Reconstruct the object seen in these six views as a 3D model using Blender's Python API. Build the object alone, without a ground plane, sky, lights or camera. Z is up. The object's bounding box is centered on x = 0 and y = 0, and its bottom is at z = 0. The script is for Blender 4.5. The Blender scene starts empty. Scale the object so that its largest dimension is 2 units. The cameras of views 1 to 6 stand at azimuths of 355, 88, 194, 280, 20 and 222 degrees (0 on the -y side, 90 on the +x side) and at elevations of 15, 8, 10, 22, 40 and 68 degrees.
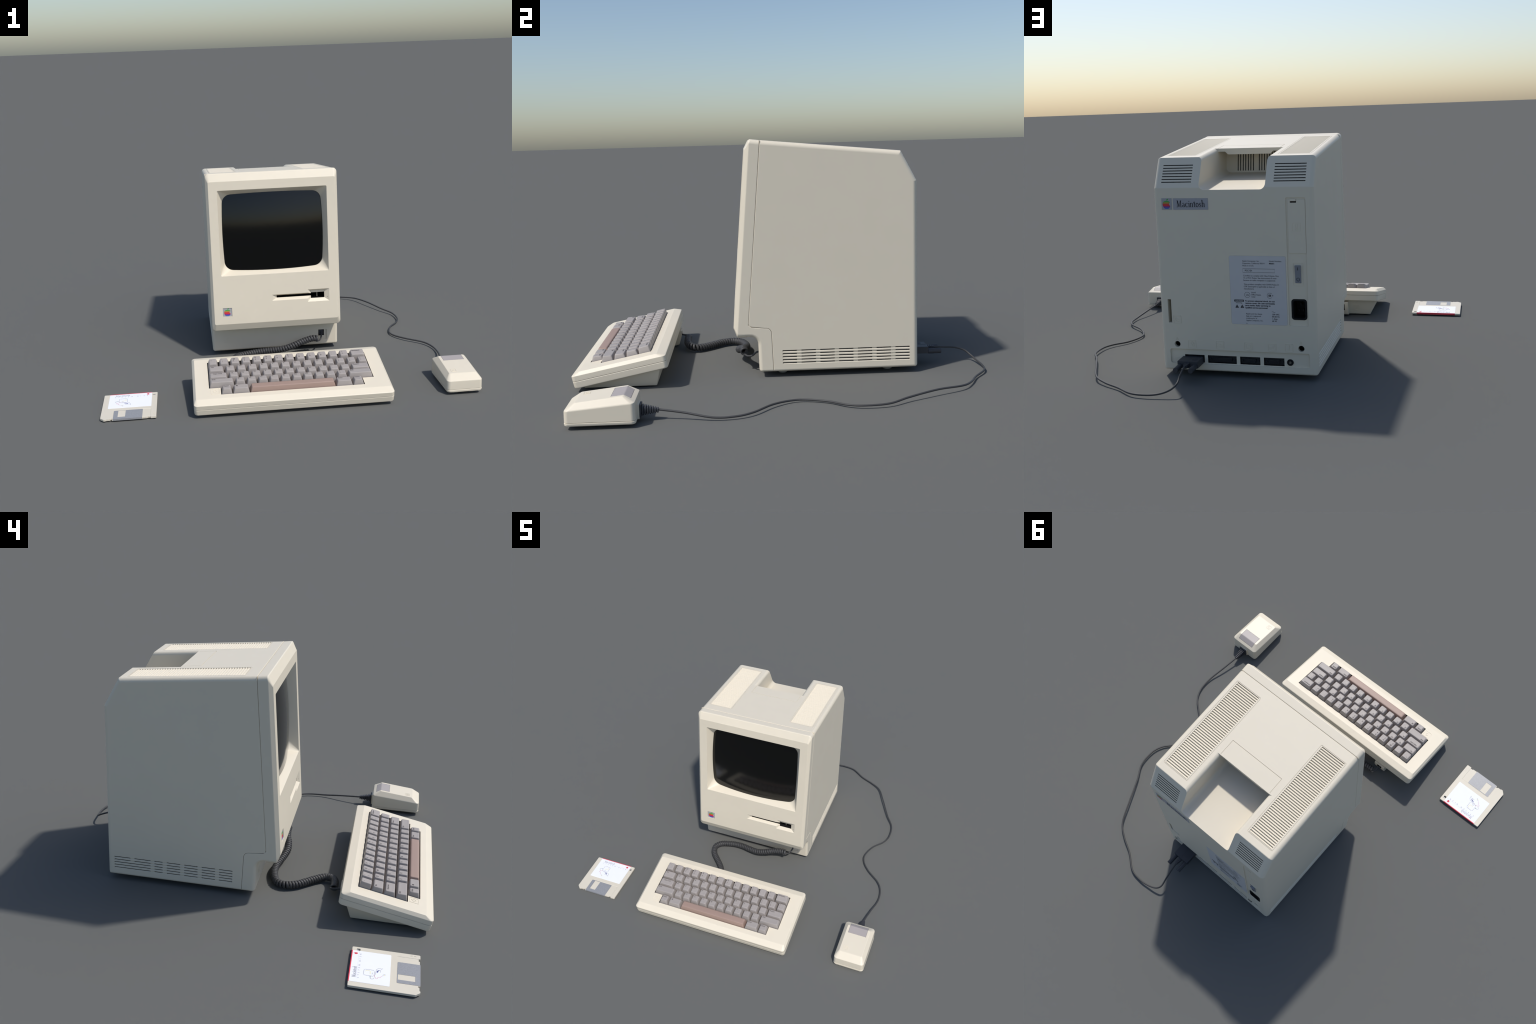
import bpy, bmesh, math, random
from mathutils import Vector, Matrix

random.seed(7)
SC = bpy.context.scene
COL = SC.collection
XC = -0.006                     # shared centre line of computer and keyboard


# ------------------------------------------------------------------ materials
def material(name, color, rough=0.5, spec=0.5, metallic=0.0, mottle=0.03, mottle_scale=9.0,
             grain=0.0, grain_scale=900.0, speckle=0.0, coat=0.0):
    m = bpy.data.materials.new(name)
    m.use_nodes = True
    nt = m.node_tree
    b = nt.nodes["Principled BSDF"]
    b.inputs["Roughness"].default_value = rough
    b.inputs["Metallic"].default_value = metallic
    b.inputs["Specular IOR Level"].default_value = spec
    b.inputs["Coat Weight"].default_value = coat
    tc = nt.nodes.new("ShaderNodeTexCoord")
    n = nt.nodes.new("ShaderNodeTexNoise")
    n.inputs["Scale"].default_value = speckle or mottle_scale
    n.inputs["Detail"].default_value = 3.0
    nt.links.new(tc.outputs["Object"], n.inputs["Vector"])
    r = nt.nodes.new("ShaderNodeValToRGB")
    r.color_ramp.elements[0].position = 0.3
    r.color_ramp.elements[1].position = 0.7
    r.color_ramp.elements[0].color = [c * (1 - mottle) for c in color] + [1]
    r.color_ramp.elements[1].color = [min(1, c * (1 + mottle)) for c in color] + [1]
    nt.links.new(n.outputs["Fac"], r.inputs["Fac"])
    nt.links.new(r.outputs["Color"], b.inputs["Base Color"])
    if grain:
        g = nt.nodes.new("ShaderNodeTexNoise")
        g.inputs["Scale"].default_value = grain_scale
        g.inputs["Detail"].default_value = 2.0
        nt.links.new(tc.outputs["Object"], g.inputs["Vector"])
        bp = nt.nodes.new("ShaderNodeBump")
        bp.inputs["Strength"].default_value = grain
        bp.inputs["Distance"].default_value = 0.0006
        nt.links.new(g.outputs["Fac"], bp.inputs["Height"])
        nt.links.new(bp.outputs["Normal"], b.inputs["Normal"])
    return m


BEIGE = material("case_plastic", (0.740, 0.670, 0.540), 0.45, 0.45, mottle=0.008, grain=0.04)
KEYGREY = material("key_plastic", (0.358, 0.324, 0.305), 0.50, 0.45, mottle=0.02)
SPACEBAR = material("space_bar_plastic", (0.350, 0.244, 0.202), 0.50, 0.45, mottle=0.02)
BUTTON = material("button_plastic", (0.395, 0.357, 0.345), 0.50, 0.45, mottle=0.02)
CABLE = material("cable_rubber", (0.050, 0.050, 0.052), 0.55, 0.4, mottle=0.06)
PLUG = material("plug_plastic", (0.045, 0.047, 0.055), 0.5, 0.4, mottle=0.06)
PORT = material("port_plastic", (0.013, 0.014, 0.017), 0.5, 0.4)
DARK = material("dark_interior", (0.010, 0.010, 0.011), 0.7, 0.2)  # near-black, on the walls of the cut openings and on the inlet and audio jack
WELL = material("key_well_plate", (0.020, 0.019, 0.020), 0.7, 0.2)
GLASS = material("screen_glass", (0.0012, 0.0014, 0.0013), 0.12, 0.45, mottle=0.0)
BADGE = material("badge_metal_film", (0.375, 0.372, 0.400), 0.4, 0.5, mottle=0.03, speckle=400)
PLATE = material("label_film", (0.600, 0.585, 0.585), 0.45, 0.4, mottle=0.02)
PRINT = material("black_print", (0.020, 0.020, 0.024), 0.5, 0.3)
LEGEND = material("legend_print", (0.110, 0.100, 0.100), 0.6, 0.3)
ROCKER = material("rocker_plastic", (0.235, 0.245, 0.275), 0.45, 0.5)
DISK = material("disk_plastic", (0.700, 0.645, 0.535), 0.45, 0.45, mottle=0.015)
SHUTTER = material("shutter_steel", (0.325, 0.330, 0.345), 0.45, 0.5, metallic=0.15, mottle=0.10, speckle=260)
PAPER = material("paper_label", (0.880, 0.890, 0.930), 0.6, 0.3, mottle=0.004)
RED = material("red_print", (0.700, 0.050, 0.085), 0.55, 0.3)
INK = material("grey_ink", (0.210, 0.210, 0.260), 0.6, 0.3)
INK_BLUE = material("blue_ink", (0.110, 0.140, 0.420), 0.6, 0.3)
INK_YELLOW = material("yellow_ink", (0.850, 0.740, 0.220), 0.6, 0.3)
INK_PINK = material("pink_ink", (0.560, 0.150, 0.220), 0.6, 0.3)
INK_GREEN = material("green_ink", (0.180, 0.400, 0.260), 0.6, 0.3)
RULE = material("pale_rule_ink", (0.560, 0.560, 0.720), 0.6, 0.3)
STRIPES = [material("stripe_green", (0.055, 0.370, 0.075), 0.45), material("stripe_yellow", (0.480, 0.290, 0.050), 0.45),
           material("stripe_orange", (0.480, 0.190, 0.050), 0.45), material("stripe_red", (0.660, 0.030, 0.045), 0.45),
           material("stripe_purple", (0.190, 0.028, 0.280), 0.45), material("stripe_blue", (0.050, 0.150, 0.480), 0.45)]
METAL = material("pin_metal", (0.30, 0.28, 0.24), 0.35, 0.5, metallic=0.8)
FOOT = material("foot_rubber", (0.42, 0.40, 0.35), 0.6, 0.3)


# ------------------------------------------------------------------ helpers
def thing(name, loc, label, category):
    e = bpy.data.objects.new(name, None)
    e.location = loc
    e.empty_display_size = 0.05
    COL.objects.link(e)
    e["label"] = label
    e["category"] = category
    return e


def adopt(ob, parent):
    if parent is not None:
        ob.parent = parent
        w = Matrix.Translation(parent.location) if parent.type == 'EMPTY' else parent.matrix_world.copy()
        bpy.context.view_layer.update()
        ob.matrix_parent_inverse = parent.matrix_world.inverted()
    return ob


def obj(name, bm, mat, parent=None, link=True):
    me = bpy.data.meshes.new(name)
    bm.normal_update()
    bm.to_mesh(me)
    bm.free()
    for mm in (mat if isinstance(mat, (list, tuple)) else [mat]):
        me.materials.append(mm)
    o = bpy.data.objects.new(name, me)
    if link:
        COL.objects.link(o)
        adopt(o, parent)
    return o


def bake(o):
    dg = bpy.context.evaluated_depsgraph_get()
    dg.update()
    me = bpy.data.meshes.new_from_object(o.evaluated_get(dg), depsgraph=dg)
    old = o.data
    o.modifiers.clear()
    me.name = old.name
    o.data = me
    bpy.data.meshes.remove(old)
    return o


def smooth(o, angle=32, weighted=True):
    me = o.data
    me.polygons.foreach_set("use_smooth", [True] * len(me.polygons))
    me.set_sharp_from_angle(angle=math.radians(angle))
    if weighted:
        m = o.modifiers.new("wn", 'WEIGHTED_NORMAL')
        m.keep_sharp = True
        m.weight = 80
        bake(o)
    return o


def bevel(o, width, segments, weight_of=None, angle=None):
    if weight_of:
        bm = bmesh.new()
        bm.from_mesh(o.data)
        lay = bm.edges.layers.float.get("bevel_weight_edge") or bm.edges.layers.float.new("bevel_weight_edge")
        for e in bm.edges:
            e[lay] = max(0.0, min(1.0, weight_of(e)))
        bm.to_mesh(o.data)
        bm.free()
    m = o.modifiers.new("bv", 'BEVEL')
    m.width = width
    m.segments = segments
    m.use_clamp_overlap = False
    m.miter_outer = 'MITER_SHARP'
    if weight_of:
        m.limit_method = 'WEIGHT'
    else:
        m.limit_method = 'ANGLE'
        m.angle_limit = math.radians(angle or 30)
    return bake(o)


def boolean(o, cutters, op='DIFFERENCE', keep=False):
    """Cut a list of objects out of o (their materials carry over)."""
    for c in cutters:
        m = o.modifiers.new("b", 'BOOLEAN')
        m.operation = op
        m.object = c
        m.solver = 'EXACT'
        m.material_mode = 'TRANSFER'
        m.use_self = True
    bake(o)
    if not keep:
        for c in cutters:
            d = c.data
            bpy.data.objects.remove(c)
            bpy.data.meshes.remove(d)
    return o


def add_box(bm, lo, hi, mtx=None):
    vs = [bm.verts.new((x, y, z)) for z in (lo[2], hi[2]) for y in (lo[1], hi[1]) for x in (lo[0], hi[0])]
    for f in ((0, 2, 3, 1), (4, 5, 7, 6), (0, 1, 5, 4), (2, 6, 7, 3), (0, 4, 6, 2), (1, 3, 7, 5)):
        bm.faces.new([vs[i] for i in f])
    if mtx is not None:
        for v in vs:
            v.co = mtx @ v.co
    return vs


def box(name, lo, hi, mat, parent=None, r=0.0, seg=3, mtx=None):
    bm = bmesh.new()
    lo2 = [min(a, b) for a, b in zip(lo, hi)]
    hi2 = [max(a, b) for a, b in zip(lo, hi)]
    add_box(bm, lo2, hi2, mtx)
    o = obj(name, bm, mat, parent)
    if r:
        bevel(o, r, seg, angle=40)
        smooth(o)
    return o


def prism(name, prof, x0, x1, mat, parent=None):
    """Side profile of (y, z) points, extruded along x."""
    bm = bmesh.new()
    a = [bm.verts.new((x0, y, z)) for y, z in prof]
    b = [bm.verts.new((x1, y, z)) for y, z in prof]
    bm.faces.new(a)
    bm.faces.new(b[::-1])
    n = len(prof)
    for i in range(n):
        bm.faces.new((a[i], b[i], b[(i + 1) % n], a[(i + 1) % n]))
    bmesh.ops.recalc_face_normals(bm, faces=bm.faces[:])
    return obj(name, bm, mat, parent)


def arc(cx, cy, r, a0, a1, n):
    return [(cx + r * math.cos(math.radians(a0 + (a1 - a0) * i / n)), cy + r * math.sin(math.radians(a0 + (a1 - a0) * i / n)))
            for i in range(n + 1)]


def rounded(hw, hh, r, n=5, m=1, cx=0.0, cy=0.0):
    """Counter-clockwise rounded rectangle; m points along each straight side."""
    out = []
    for sx, sy, a in ((1, 1, 0), (-1, 1, 90), (-1, -1, 180), (1, -1, 270)):
        out += [(cx + p[0], cy + p[1]) for p in arc(sx * (hw - r), sy * (hh - r), r, a, a + 90, n)]
        if m > 1:
            nx = {0: (-1, 1), 90: (-1, -1), 180: (1, -1), 270: (1, 1)}[a]
            a90 = a + 90
            p0 = out[-1]
            e = arc(nx[0] * (hw - r), nx[1] * (hh - r), r, a90, a90, 1)[0]
            p1 = (cx + e[0], cy + e[1])
            out += [(p0[0] + (p1[0] - p0[0]) * i / m, p0[1] + (p1[1] - p0[1]) * i / m) for i in range(1, m)]
    return out


def loft(bm, loops, cap0=True, cap1=True, mtx=None, mats=None):
    rows = []
    for lp in loops:
        rows.append([bm.verts.new(mtx @ Vector(p) if mtx is not None else Vector(p)) for p in lp])
    n = len(rows[0])
    fs = []
    for k in range(len(rows) - 1):
        for i in range(n):
            f = bm.faces.new((rows[k][i], rows[k][(i + 1) % n], rows[k + 1][(i + 1) % n], rows[k + 1][i]))
            if mats:
                f.material_index = mats[k]
            fs.append(f)
    if cap0:
        f = bm.faces.new(rows[0][::-1])
        if mats:
            f.material_index = mats[0]
        fs.append(f)
    if cap1:
        f = bm.faces.new(rows[-1])
        if mats:
            f.material_index = mats[-1]
        fs.append(f)
    bmesh.ops.recalc_face_normals(bm, faces=fs)
    return rows


def frame(origin, u, v):
    u = Vector(u).normalized()
    v = Vector(v).normalized()
    n = u.cross(v)
    m = Matrix((u, v, n)).transposed().to_4x4()
    m.translation = Vector(origin)
    return m


def slab(name, pts, z0, z1, mtx, mat, parent=None, r=0.0, seg=2, link=True):
    """Flat outline (u, v) extruded from z0 to z1 in a frame."""
    bm = bmesh.new()
    loft(bm, [[(p[0], p[1], z0) for p in pts], [(p[0], p[1], z1) for p in pts]], mtx=mtx)
    o = obj(name, bm, mat, parent, link)
    if r:
        bevel(o, r, seg, angle=50)
        smooth(o)
    return o


def tube(bm, path, radius, sides=10, cap=True, up=Vector((0, 0, 1)), squash=None):
    """Sweep a circle (or an ellipse) along 3D points with parallel transport."""
    P = [Vector(p) for p in path]
    n = len(P)
    rows = []
    prev = None
    for i, p in enumerate(P):
        t = (P[min(i + 1, n - 1)] - P[max(i - 1, 0)]).normalized()
        if prev is None:
            a = up.cross(t)
            if a.length < 1e-4:
                a = Vector((1, 0, 0)).cross(t)
            a.normalize()
        else:
            a = (prev - t * prev.dot(t)).normalized()
        prev = a
        b = t.cross(a)
        rr = radius[i] if isinstance(radius, (list, tuple)) else radius
        rows.append([p + a * (rr * math.cos(2 * math.pi * k / sides)) + b * (rr * math.sin(2 * math.pi * k / sides)) for k in range(sides)])
    loft(bm, rows, cap, cap)


def spline(pts, per=12):
    """Catmull-Rom through the points."""
    P = [Vector(p) for p in pts]
    P = [P[0] * 2 - P[1]] + P + [P[-1] * 2 - P[-2]]
    out = []
    for i in range(1, len(P) - 2):
        p0, p1, p2, p3 = P[i - 1:i + 3]
        for k in range(per):
            t = k / per
            out.append(0.5 * ((2 * p1) + (p2 - p0) * t + (2 * p0 - 5 * p1 + 4 * p2 - p3) * t * t + (3 * p1 - p0 - 3 * p2 + p3) * t ** 3))
    out.append(P[-2])
    return out


def even(path, step):
    out = [path[0]]
    acc = 0.0
    for a, b in zip(path, path[1:]):
        d = (b - a).length
        while acc + d >= step:
            a = a + (b - a) * ((step - acc) / d)
            out.append(a.copy())
            d = (b - a).length
            acc = 0.0
        acc += d
    return out


def write(body, size, mtx, pos, mat, parent=None, name="printed_text", align='LEFT', sx=1.0, depth=0.0006, bold=0.0, spacing=1.0, link=True):
    c = bpy.data.curves.new("t", 'FONT')
    c.body = body
    c.size = size
    c.align_x = align
    c.resolution_u = 3
    c.space_character = spacing
    c.offset = bold
    o = bpy.data.objects.new("t", c)
    COL.objects.link(o)
    dg = bpy.context.evaluated_depsgraph_get()
    dg.update()
    me = bpy.data.meshes.new_from_object(o.evaluated_get(dg), depsgraph=dg)
    bpy.data.objects.remove(o)
    bpy.data.curves.remove(c)
    me.name = name
    me.transform(mtx @ Matrix.Translation((pos[0], pos[1], depth)) @ Matrix.Diagonal((sx, 1, 1, 1)))
    me.materials.clear()
    me.materials.append(mat)
    q = bpy.data.objects.new(name, me)
    if link:
        COL.objects.link(q)
        adopt(q, parent)
    return q


def ribbon(bm, pts, width, mtx, z0, z1, closed=False):
    """Flat raised line along (u, v) points."""
    P = [Vector((p[0], p[1])) for p in pts]
    n = len(P)
    L, R = [], []
    for i in range(n):
        a = P[(i - 1) % n] if (closed or i > 0) else P[i]
        b = P[(i + 1) % n] if (closed or i < n - 1) else P[i]
        t = (b - a).normalized()
        s = Vector((-t.y, t.x)) * width * 0.5
        L.append(P[i] + s)
        R.append(P[i] - s)
    vs = [[bm.verts.new(mtx @ Vector((q.x, q.y, z))) for q in (L[i], R[i])] + [bm.verts.new(mtx @ Vector((q.x, q.y, z0))) for q in (R[i], L[i])]
          for i in range(n) for z in (z1,)]
    fs = []
    rng = n if closed else n - 1
    for i in range(rng):
        A, B = vs[i], vs[(i + 1) % n]
        for k in range(4):
            fs.append(bm.faces.new((A[k], A[(k + 1) % 4], B[(k + 1) % 4], B[k])))
    if not closed:
        fs.append(bm.faces.new(vs[0]))
        fs.append(bm.faces.new(vs[-1][::-1]))
    bmesh.ops.recalc_face_normals(bm, faces=fs)


def strokes(name, lines, width, mtx, mat, parent=None, z0=-0.0005, z1=0.0007):
    bm = bmesh.new()
    for ln in lines:
        closed = ln[0] == 'c'
        ribbon(bm, ln[1:] if closed else ln, width, mtx, z0, z1, closed)
    return obj(name, bm, mat, parent)


def merge(name, obs, parent=None, kind=None):
    """Join already linked objects into one mesh."""
    bm = bmesh.new()
    mats = []
    for o in obs:
        base = len(bm.faces)
        me = o.data.copy()
        me.transform(o.matrix_world)
        remap = []
        for m in me.materials:
            if m not in mats:
                mats.append(m)
            remap.append(mats.index(m))
        bm.from_mesh(me)
        bm.faces.ensure_lookup_table()
        for f in bm.faces[base:]:
            f.material_index = remap[f.material_index] if remap else 0
        bpy.data.meshes.remove(me)
        d = o.data
        bpy.data.objects.remove(o)
        if not d.users:
            bpy.data.meshes.remove(d)
    q = obj(name, bm, mats, parent)
    if kind:
        q["kind"] = kind
    return q


def fruit_logo(height, mtx, parent, name="fruit_logo", mats=None, z=0.0006):
    """Bitten fruit silhouette with a leaf, built of horizontal colour bands."""
    H = height * 0.80

    def half(t):        # t = 0 top .. 1 bottom of the body
        a = [(0.0, 0.30), (0.06, 0.66), (0.15, 0.86), (0.30, 0.98), (0.45, 1.0), (0.60, 0.95), (0.75, 0.82), (0.88, 0.64), (0.96, 0.48), (1.0, 0.34)]
        for (t0, w0), (t1, w1) in zip(a, a[1:]):
            if t <= t1:
                return w0 + (w1 - w0) * (t - t0) / (t1 - t0)
        return a[-1][1]
    W = H * 0.52
    bands = [(0, .17), (.17, .27), (.27, .37), (.37, .66), (.66, .83), (.83, 1.0)]
    root = None
    parts = []
    for (t0, t1), mt in zip(bands, mats or STRIPES):
        left, right = [], []
        for i in range(9):
            t = t0 + (t1 - t0) * i / 8
            y = H * 0.5 - t * H - height * 0.1
            w = W * half(t)
            bx = w
            d = (t - 0.40) / 0.24
            if abs(d) < 1:
                bx = min(w, W * 1.12 - W * 0.52 * math.sqrt(1 - d * d))
            left.append((-w, y))
            right.append((bx, y))
        parts.append(slab("band", left + right[::-1], -0.0004, z, mtx, mt))
    leaf = []
    for i in range(7):
        s = i / 6
        leaf.append((W * (0.02 + 0.42 * s + 0.10 * math.sin(math.pi * s)), H * 0.53 - height * 0.1 + height * 0.20 * s - height * 0.03 * math.sin(math.pi * s)))
    for i in range(5, 0, -1):
        s = i / 6
        leaf.append((W * (0.02 + 0.42 * s - 0.16 * math.sin(math.pi * s)), H * 0.53 - height * 0.1 + height * 0.20 * s + height * 0.04 * math.sin(math.pi * s)))
    parts.append(slab("band", leaf, -0.0004, z, mtx, (mats or STRIPES)[0]))
    return merge(name, parts, parent)


# =================================================================== COMPUTER
computer = thing("computer", (XC, 0.22, 0.0), "vintage beige all-in-one desktop computer with small black screen", "computer")
HW = 0.3835


def zt(y):                       # top surface
    return 1.1164 - (y + 0.1263) * 0.0997


def yf(z):                       # sloping front face
    return -0.1517 - (1.0725 - z) * 0.0892


ZB, YR = 0.0260, 0.6440
seam_dn = [(-0.0785, zt(-0.0785)), (-0.1548, 0.262)] + arc(-0.1420, 0.2585, 0.0128, 178, 262, 4) + \
          [(-0.0800, 0.2375)] + arc(-0.0735, 0.2110, 0.0265, 80, 8, 5)[0:] + [(-0.0462, 0.180), (-0.0415, ZB)]
# ---- rear housing
prof_h = seam_dn + [(YR, ZB), (YR - 0.0020, 0.9095), (0.5685, zt(0.5685))]
housing = prism("housing", prof_h, XC - HW, XC + HW, BEIGE, computer)


def on_seam(y, z, tol=0.004):
    for (a, b), (c, d) in zip(seam_dn, seam_dn[1:]):
        L2 = (c - a) ** 2 + (d - b) ** 2
        t = max(0, min(1, ((y - a) * (c - a) + (z - b) * (d - b)) / L2))
        if math.hypot(y - a - t * (c - a), z - b - t * (d - b)) < tol:
            return True
    return False


def w_house(e):
    m = (e.verts[0].co + e.verts[1].co) / 2
    d = e.verts[1].co - e.verts[0].co
    seam = on_seam(m.y, m.z)
    if abs(d.x) > 0.1:
        if seam:
            return 0.11 if (m.z > 1.0 or m.z < 0.05) else 0.0
        return 0.5 if m.z < 0.1 else 0.14
    if seam:
        return 0.11
    return 0.55 if m.z < 0.03 else 1.0


bevel(housing, 0.022, 5, w_house)

# handle recess: U section parallel to the sloping top, h measured down from it
sl = math.atan(0.0997)
TOPF = frame((XC, 0.0, zt(0.0)), (1, 0, 0), (0, math.cos(sl), -math.sin(sl)))   # u = x, v = back, n = up
vy = lambda y: y / math.cos(sl)
REC, DEP, RF = 0.1590, 0.1400, 0.026


def u_section(hw, dep, top, flare=0.02, rf=RF):
    pts = [(hw + flare, top), (hw + flare, 0.0)]
    pts = [(-hw - flare, top)] + [(-hw - flare + flare * math.sin(math.radians(a)), -flare + flare * math.cos(math.radians(a))) for a in range(0, 91, 15)]
    pts += arc(-hw + rf, -dep + rf, rf, 180, 270, 6)
    pts += arc(hw - rf, -dep + rf, rf, 270, 360, 6)
    pts += [(hw + flare - flare * math.sin(math.radians(a)), -flare + flare * math.cos(math.radians(a))) for a in range(90, -1, -15)]
    pts += [(hw + flare, top)]
    return pts


def section_cut(pts, v0, v1, mat=BEIGE, tilt=0.0):
    bm = bmesh.new()
    loft(bm, [[(p[0], v0 - tilt * (p[1] + DEP), p[1]) for p in pts], [(p[0], v1, p[1]) for p in pts]], mtx=TOPF)
    return obj("cut", bm, mat)


cutA = section_cut(u_section(REC, DEP, 0.05), vy(0.3285), vy(0.80))
lowB = [(-0.1588, -0.0160), (-0.1588, -0.06)] + arc(-0.1588 + RF, -DEP + RF, RF, 180, 270, 6) + arc(0.1588 - RF, -DEP + RF, RF, 270, 360, 6) + \
       [(0.1588, -0.06), (0.1588, -0.0160), (0.1225, -0.0160), (0.108, -0.0300), (-0.108, -0.0300), (-0.1225, -0.0160)]
cutB = section_cut(lowB, vy(0.221), vy(0.3400), tilt=0.28)
boolean(housing, [cutA, cutB])

# vertical slots in the recess back wall
bm = bmesh.new()
for g in (1, -1):
    for i in range(7):
        x = g * (0.0155 + 0.0135 * i)
        pts = [(x - 0.0023, -DEP + 0.008), (x + 0.0023, -DEP + 0.008), (x + 0.0023, -0.022), (x - 0.0023, -0.022)]
        loft(bm, [[(p[0], vy(0.080), p[1]) for p in pts], [(p[0], vy(0.2215) - 0.28 * (p[1] + DEP) + 0.004, p[1]) for p in pts]], mtx=TOPF)
cutS = obj("cut", bm, DARK)
# thin groove round the handle bar and round each top vent
bm = bmesh.new()
gv0, gv1 = vy(0.2335), vy(0.3285)
add_box(bm, (-REC, gv0 - 0.0013, -0.0022), (REC, gv0 + 0.0013, 0.01), TOPF)
for s in (-1, 1):
    add_box(bm, (s * REC - 0.0011, gv0 - 0.0013, -0.0020), (s * REC + 0.0011, gv1 - 0.004, 0.01), TOPF)
cutG = obj("cut", bm, BEIGE)
VX0, VX1, VY0, VY1 = 0.1965, 0.3542, -0.0225, 0.5330       # vent outline, x from centre line
cuts_ring, cuts_well = [], []
for s in (-1, 1):
    cx = s * (VX0 + VX1) / 2
    cv = (vy(VY0) + vy(VY1)) / 2
    hwv, hhv = (VX1 - VX0) / 2, (vy(VY1) - vy(VY0)) / 2
    o1 = rounded(hwv, hhv, 0.005, 3, 1, cx, cv)
    o2 = rounded(hwv - 0.0018, hhv - 0.0018, 0.0035, 3, 1, cx, cv)
    bm = bmesh.new()
    loft(bm, [[(p[0], p[1], -0.0018) for p in o1], [(p[0], p[1], 0.01) for p in o1], [(p[0], p[1], 0.01) for p in o2], [(p[0], p[1], -0.0018) for p in o2]], False, False, TOPF)
    # close the ring floor
    bm.verts.ensure_lookup_table()
    n = len(o1)
    for i in range(n):
        bm.faces.new((bm.verts[i], bm.verts[(i + 1) % n], bm.verts[3 * n + (i + 1) % n], bm.verts[3 * n + i]))
    bmesh.ops.recalc_face_normals(bm, faces=bm.faces[:])
    cuts_ring.append(obj("cut", bm, BEIGE))
    bm = bmesh.new()
    add_box(bm, (cx - hwv + 0.0085, cv - hhv + 0.0050, -0.0120), (cx + hwv - 0.0085, cv + hhv - 0.0050, 0.02), TOPF)
    cuts_well.append(obj("cut", bm, BEIGE))
boolean(housing, [cutS, cutG] + cuts_ring + cuts_well)

# slots on the rear chamfer
chv = Vector((0, YR - 0.0020 - 0.5685, 0.9095 - zt(0.5685)))
CHF = frame((XC, 0.5685, zt(0.5685)), (-1, 0, 0), -chv)
bm = bmesh.new()
Lc = chv.length
for s in (-1, 1):
    for i in range(7):
        d = -(0.042 + 0.01415 * i)
        x0, x1 = sorted((s * 0.1975, s * 0.3450))
        add_box(bm, (x0, d - 0.0023, -0.075), (x1, d + 0.0023, 0.02), CHF)
cutC = obj("cut", bm, DARK)

# side louvres: shallow continuous grooves, deep slots between the pillars
right_cols = [(0.0014, 0.0690), (0.0905, 0.1588), (0.1793, 0.2482), (0.2686, 0.3376), (0.3581, 0.4263), (0.4473, 0.5157), (0.5371, 0.6042)]
left_cols = [(0.0045, 0.0722), (0.0925, 0.1600), (0.1812, 0.2492), (0.2702, 0.3388), (0.3605, 0.4026), (0.4230, 0.5064), (0.5275, 0.6098)]
bmg, bmd = bmesh.new(), bmesh.new()
for s, cols in ((1, right_cols), (-1, left_cols)):
    for r in range(5):
        z1 = 0.1290 - 0.0146 * r
        z0 = z1 - 0.0058
        xs = XC + s * HW
        # groove with a sloping lower lip
        prof = [(xs + s * 0.01, z1), (xs - s * 0.0045, z1), (xs - s * 0.0045, z0 + 0.0005), (xs, z0 - 0.0028), (xs + s * 0.01, z0 - 0.0028)]
        y0, y1 = cols[0][0], cols[-1][1]
        a = [bmg.verts.new((p[0], y0, p[1])) for p in prof]
        b = [bmg.verts.new((p[0], y1, p[1])) for p in prof]
        fs = [bmg.faces.new(a), bmg.faces.new(b[::-1])]
        for i in range(5):
            fs.append(bmg.faces.new((a[i], b[i], b[(i + 1) % 5], a[(i + 1) % 5])))
        bmesh.ops.recalc_face_normals(bmg, faces=fs)
        cc = list(cols)
        if s < 0 and r >= 2:
            cc = cc[:-2] + [(cc[-2][0], cc[-1][1])]
        for y0, y1 in cc:
            x0, x1 = sorted((xs - s * 0.0045 + s * 0.0005, xs - s * 0.095))
            add_box(bmd, (x0, y0, z0 + 0.0004), (x1, y1, z1 - 0.0001))
cutSG, cutSD = obj("cut", bmg, BEIGE), obj("cut", bmd, DARK)
boolean(housing, [cutC, cutSG, cutSD])

# rear face cut-outs
REAR = frame((-0.0022, YR, 0.0025), (-1, 0, 0), (0, 0, 1)) @ Matrix.Diagonal((0.998, 0.998, 1, 1))          # u = -x, v = z


def rcut(x0, x1, z0, z1, depth, r, mat, y_extra=0.03):
    hw, hh = abs(x1 - x0) / 2, abs(z1 - z0) / 2
    lp = rounded(hw, hh, r, 4, 1, -(x0 + x1) / 2, (z0 + z1) / 2)
    bm = bmesh.new()
    loft(bm, [[(p[0], p[1], -depth) for p in lp], [(p[0], p[1], y_extra) for p in lp]], mtx=REAR)
    return obj("cut", bm, mat)


def hole(x, z, r, depth, mat, sides=20):
    bm = bmesh.new()
    lp = [(-x + r * math.cos(2 * math.pi * i / sides), z + r * math.sin(2 * math.pi * i / sides)) for i in range(sides)]
    loft(bm, [[(p[0], p[1], -depth) for p in lp], [(p[0], p[1], 0.02) for p in lp]], mtx=REAR)
    return obj("cut", bm, mat)


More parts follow.
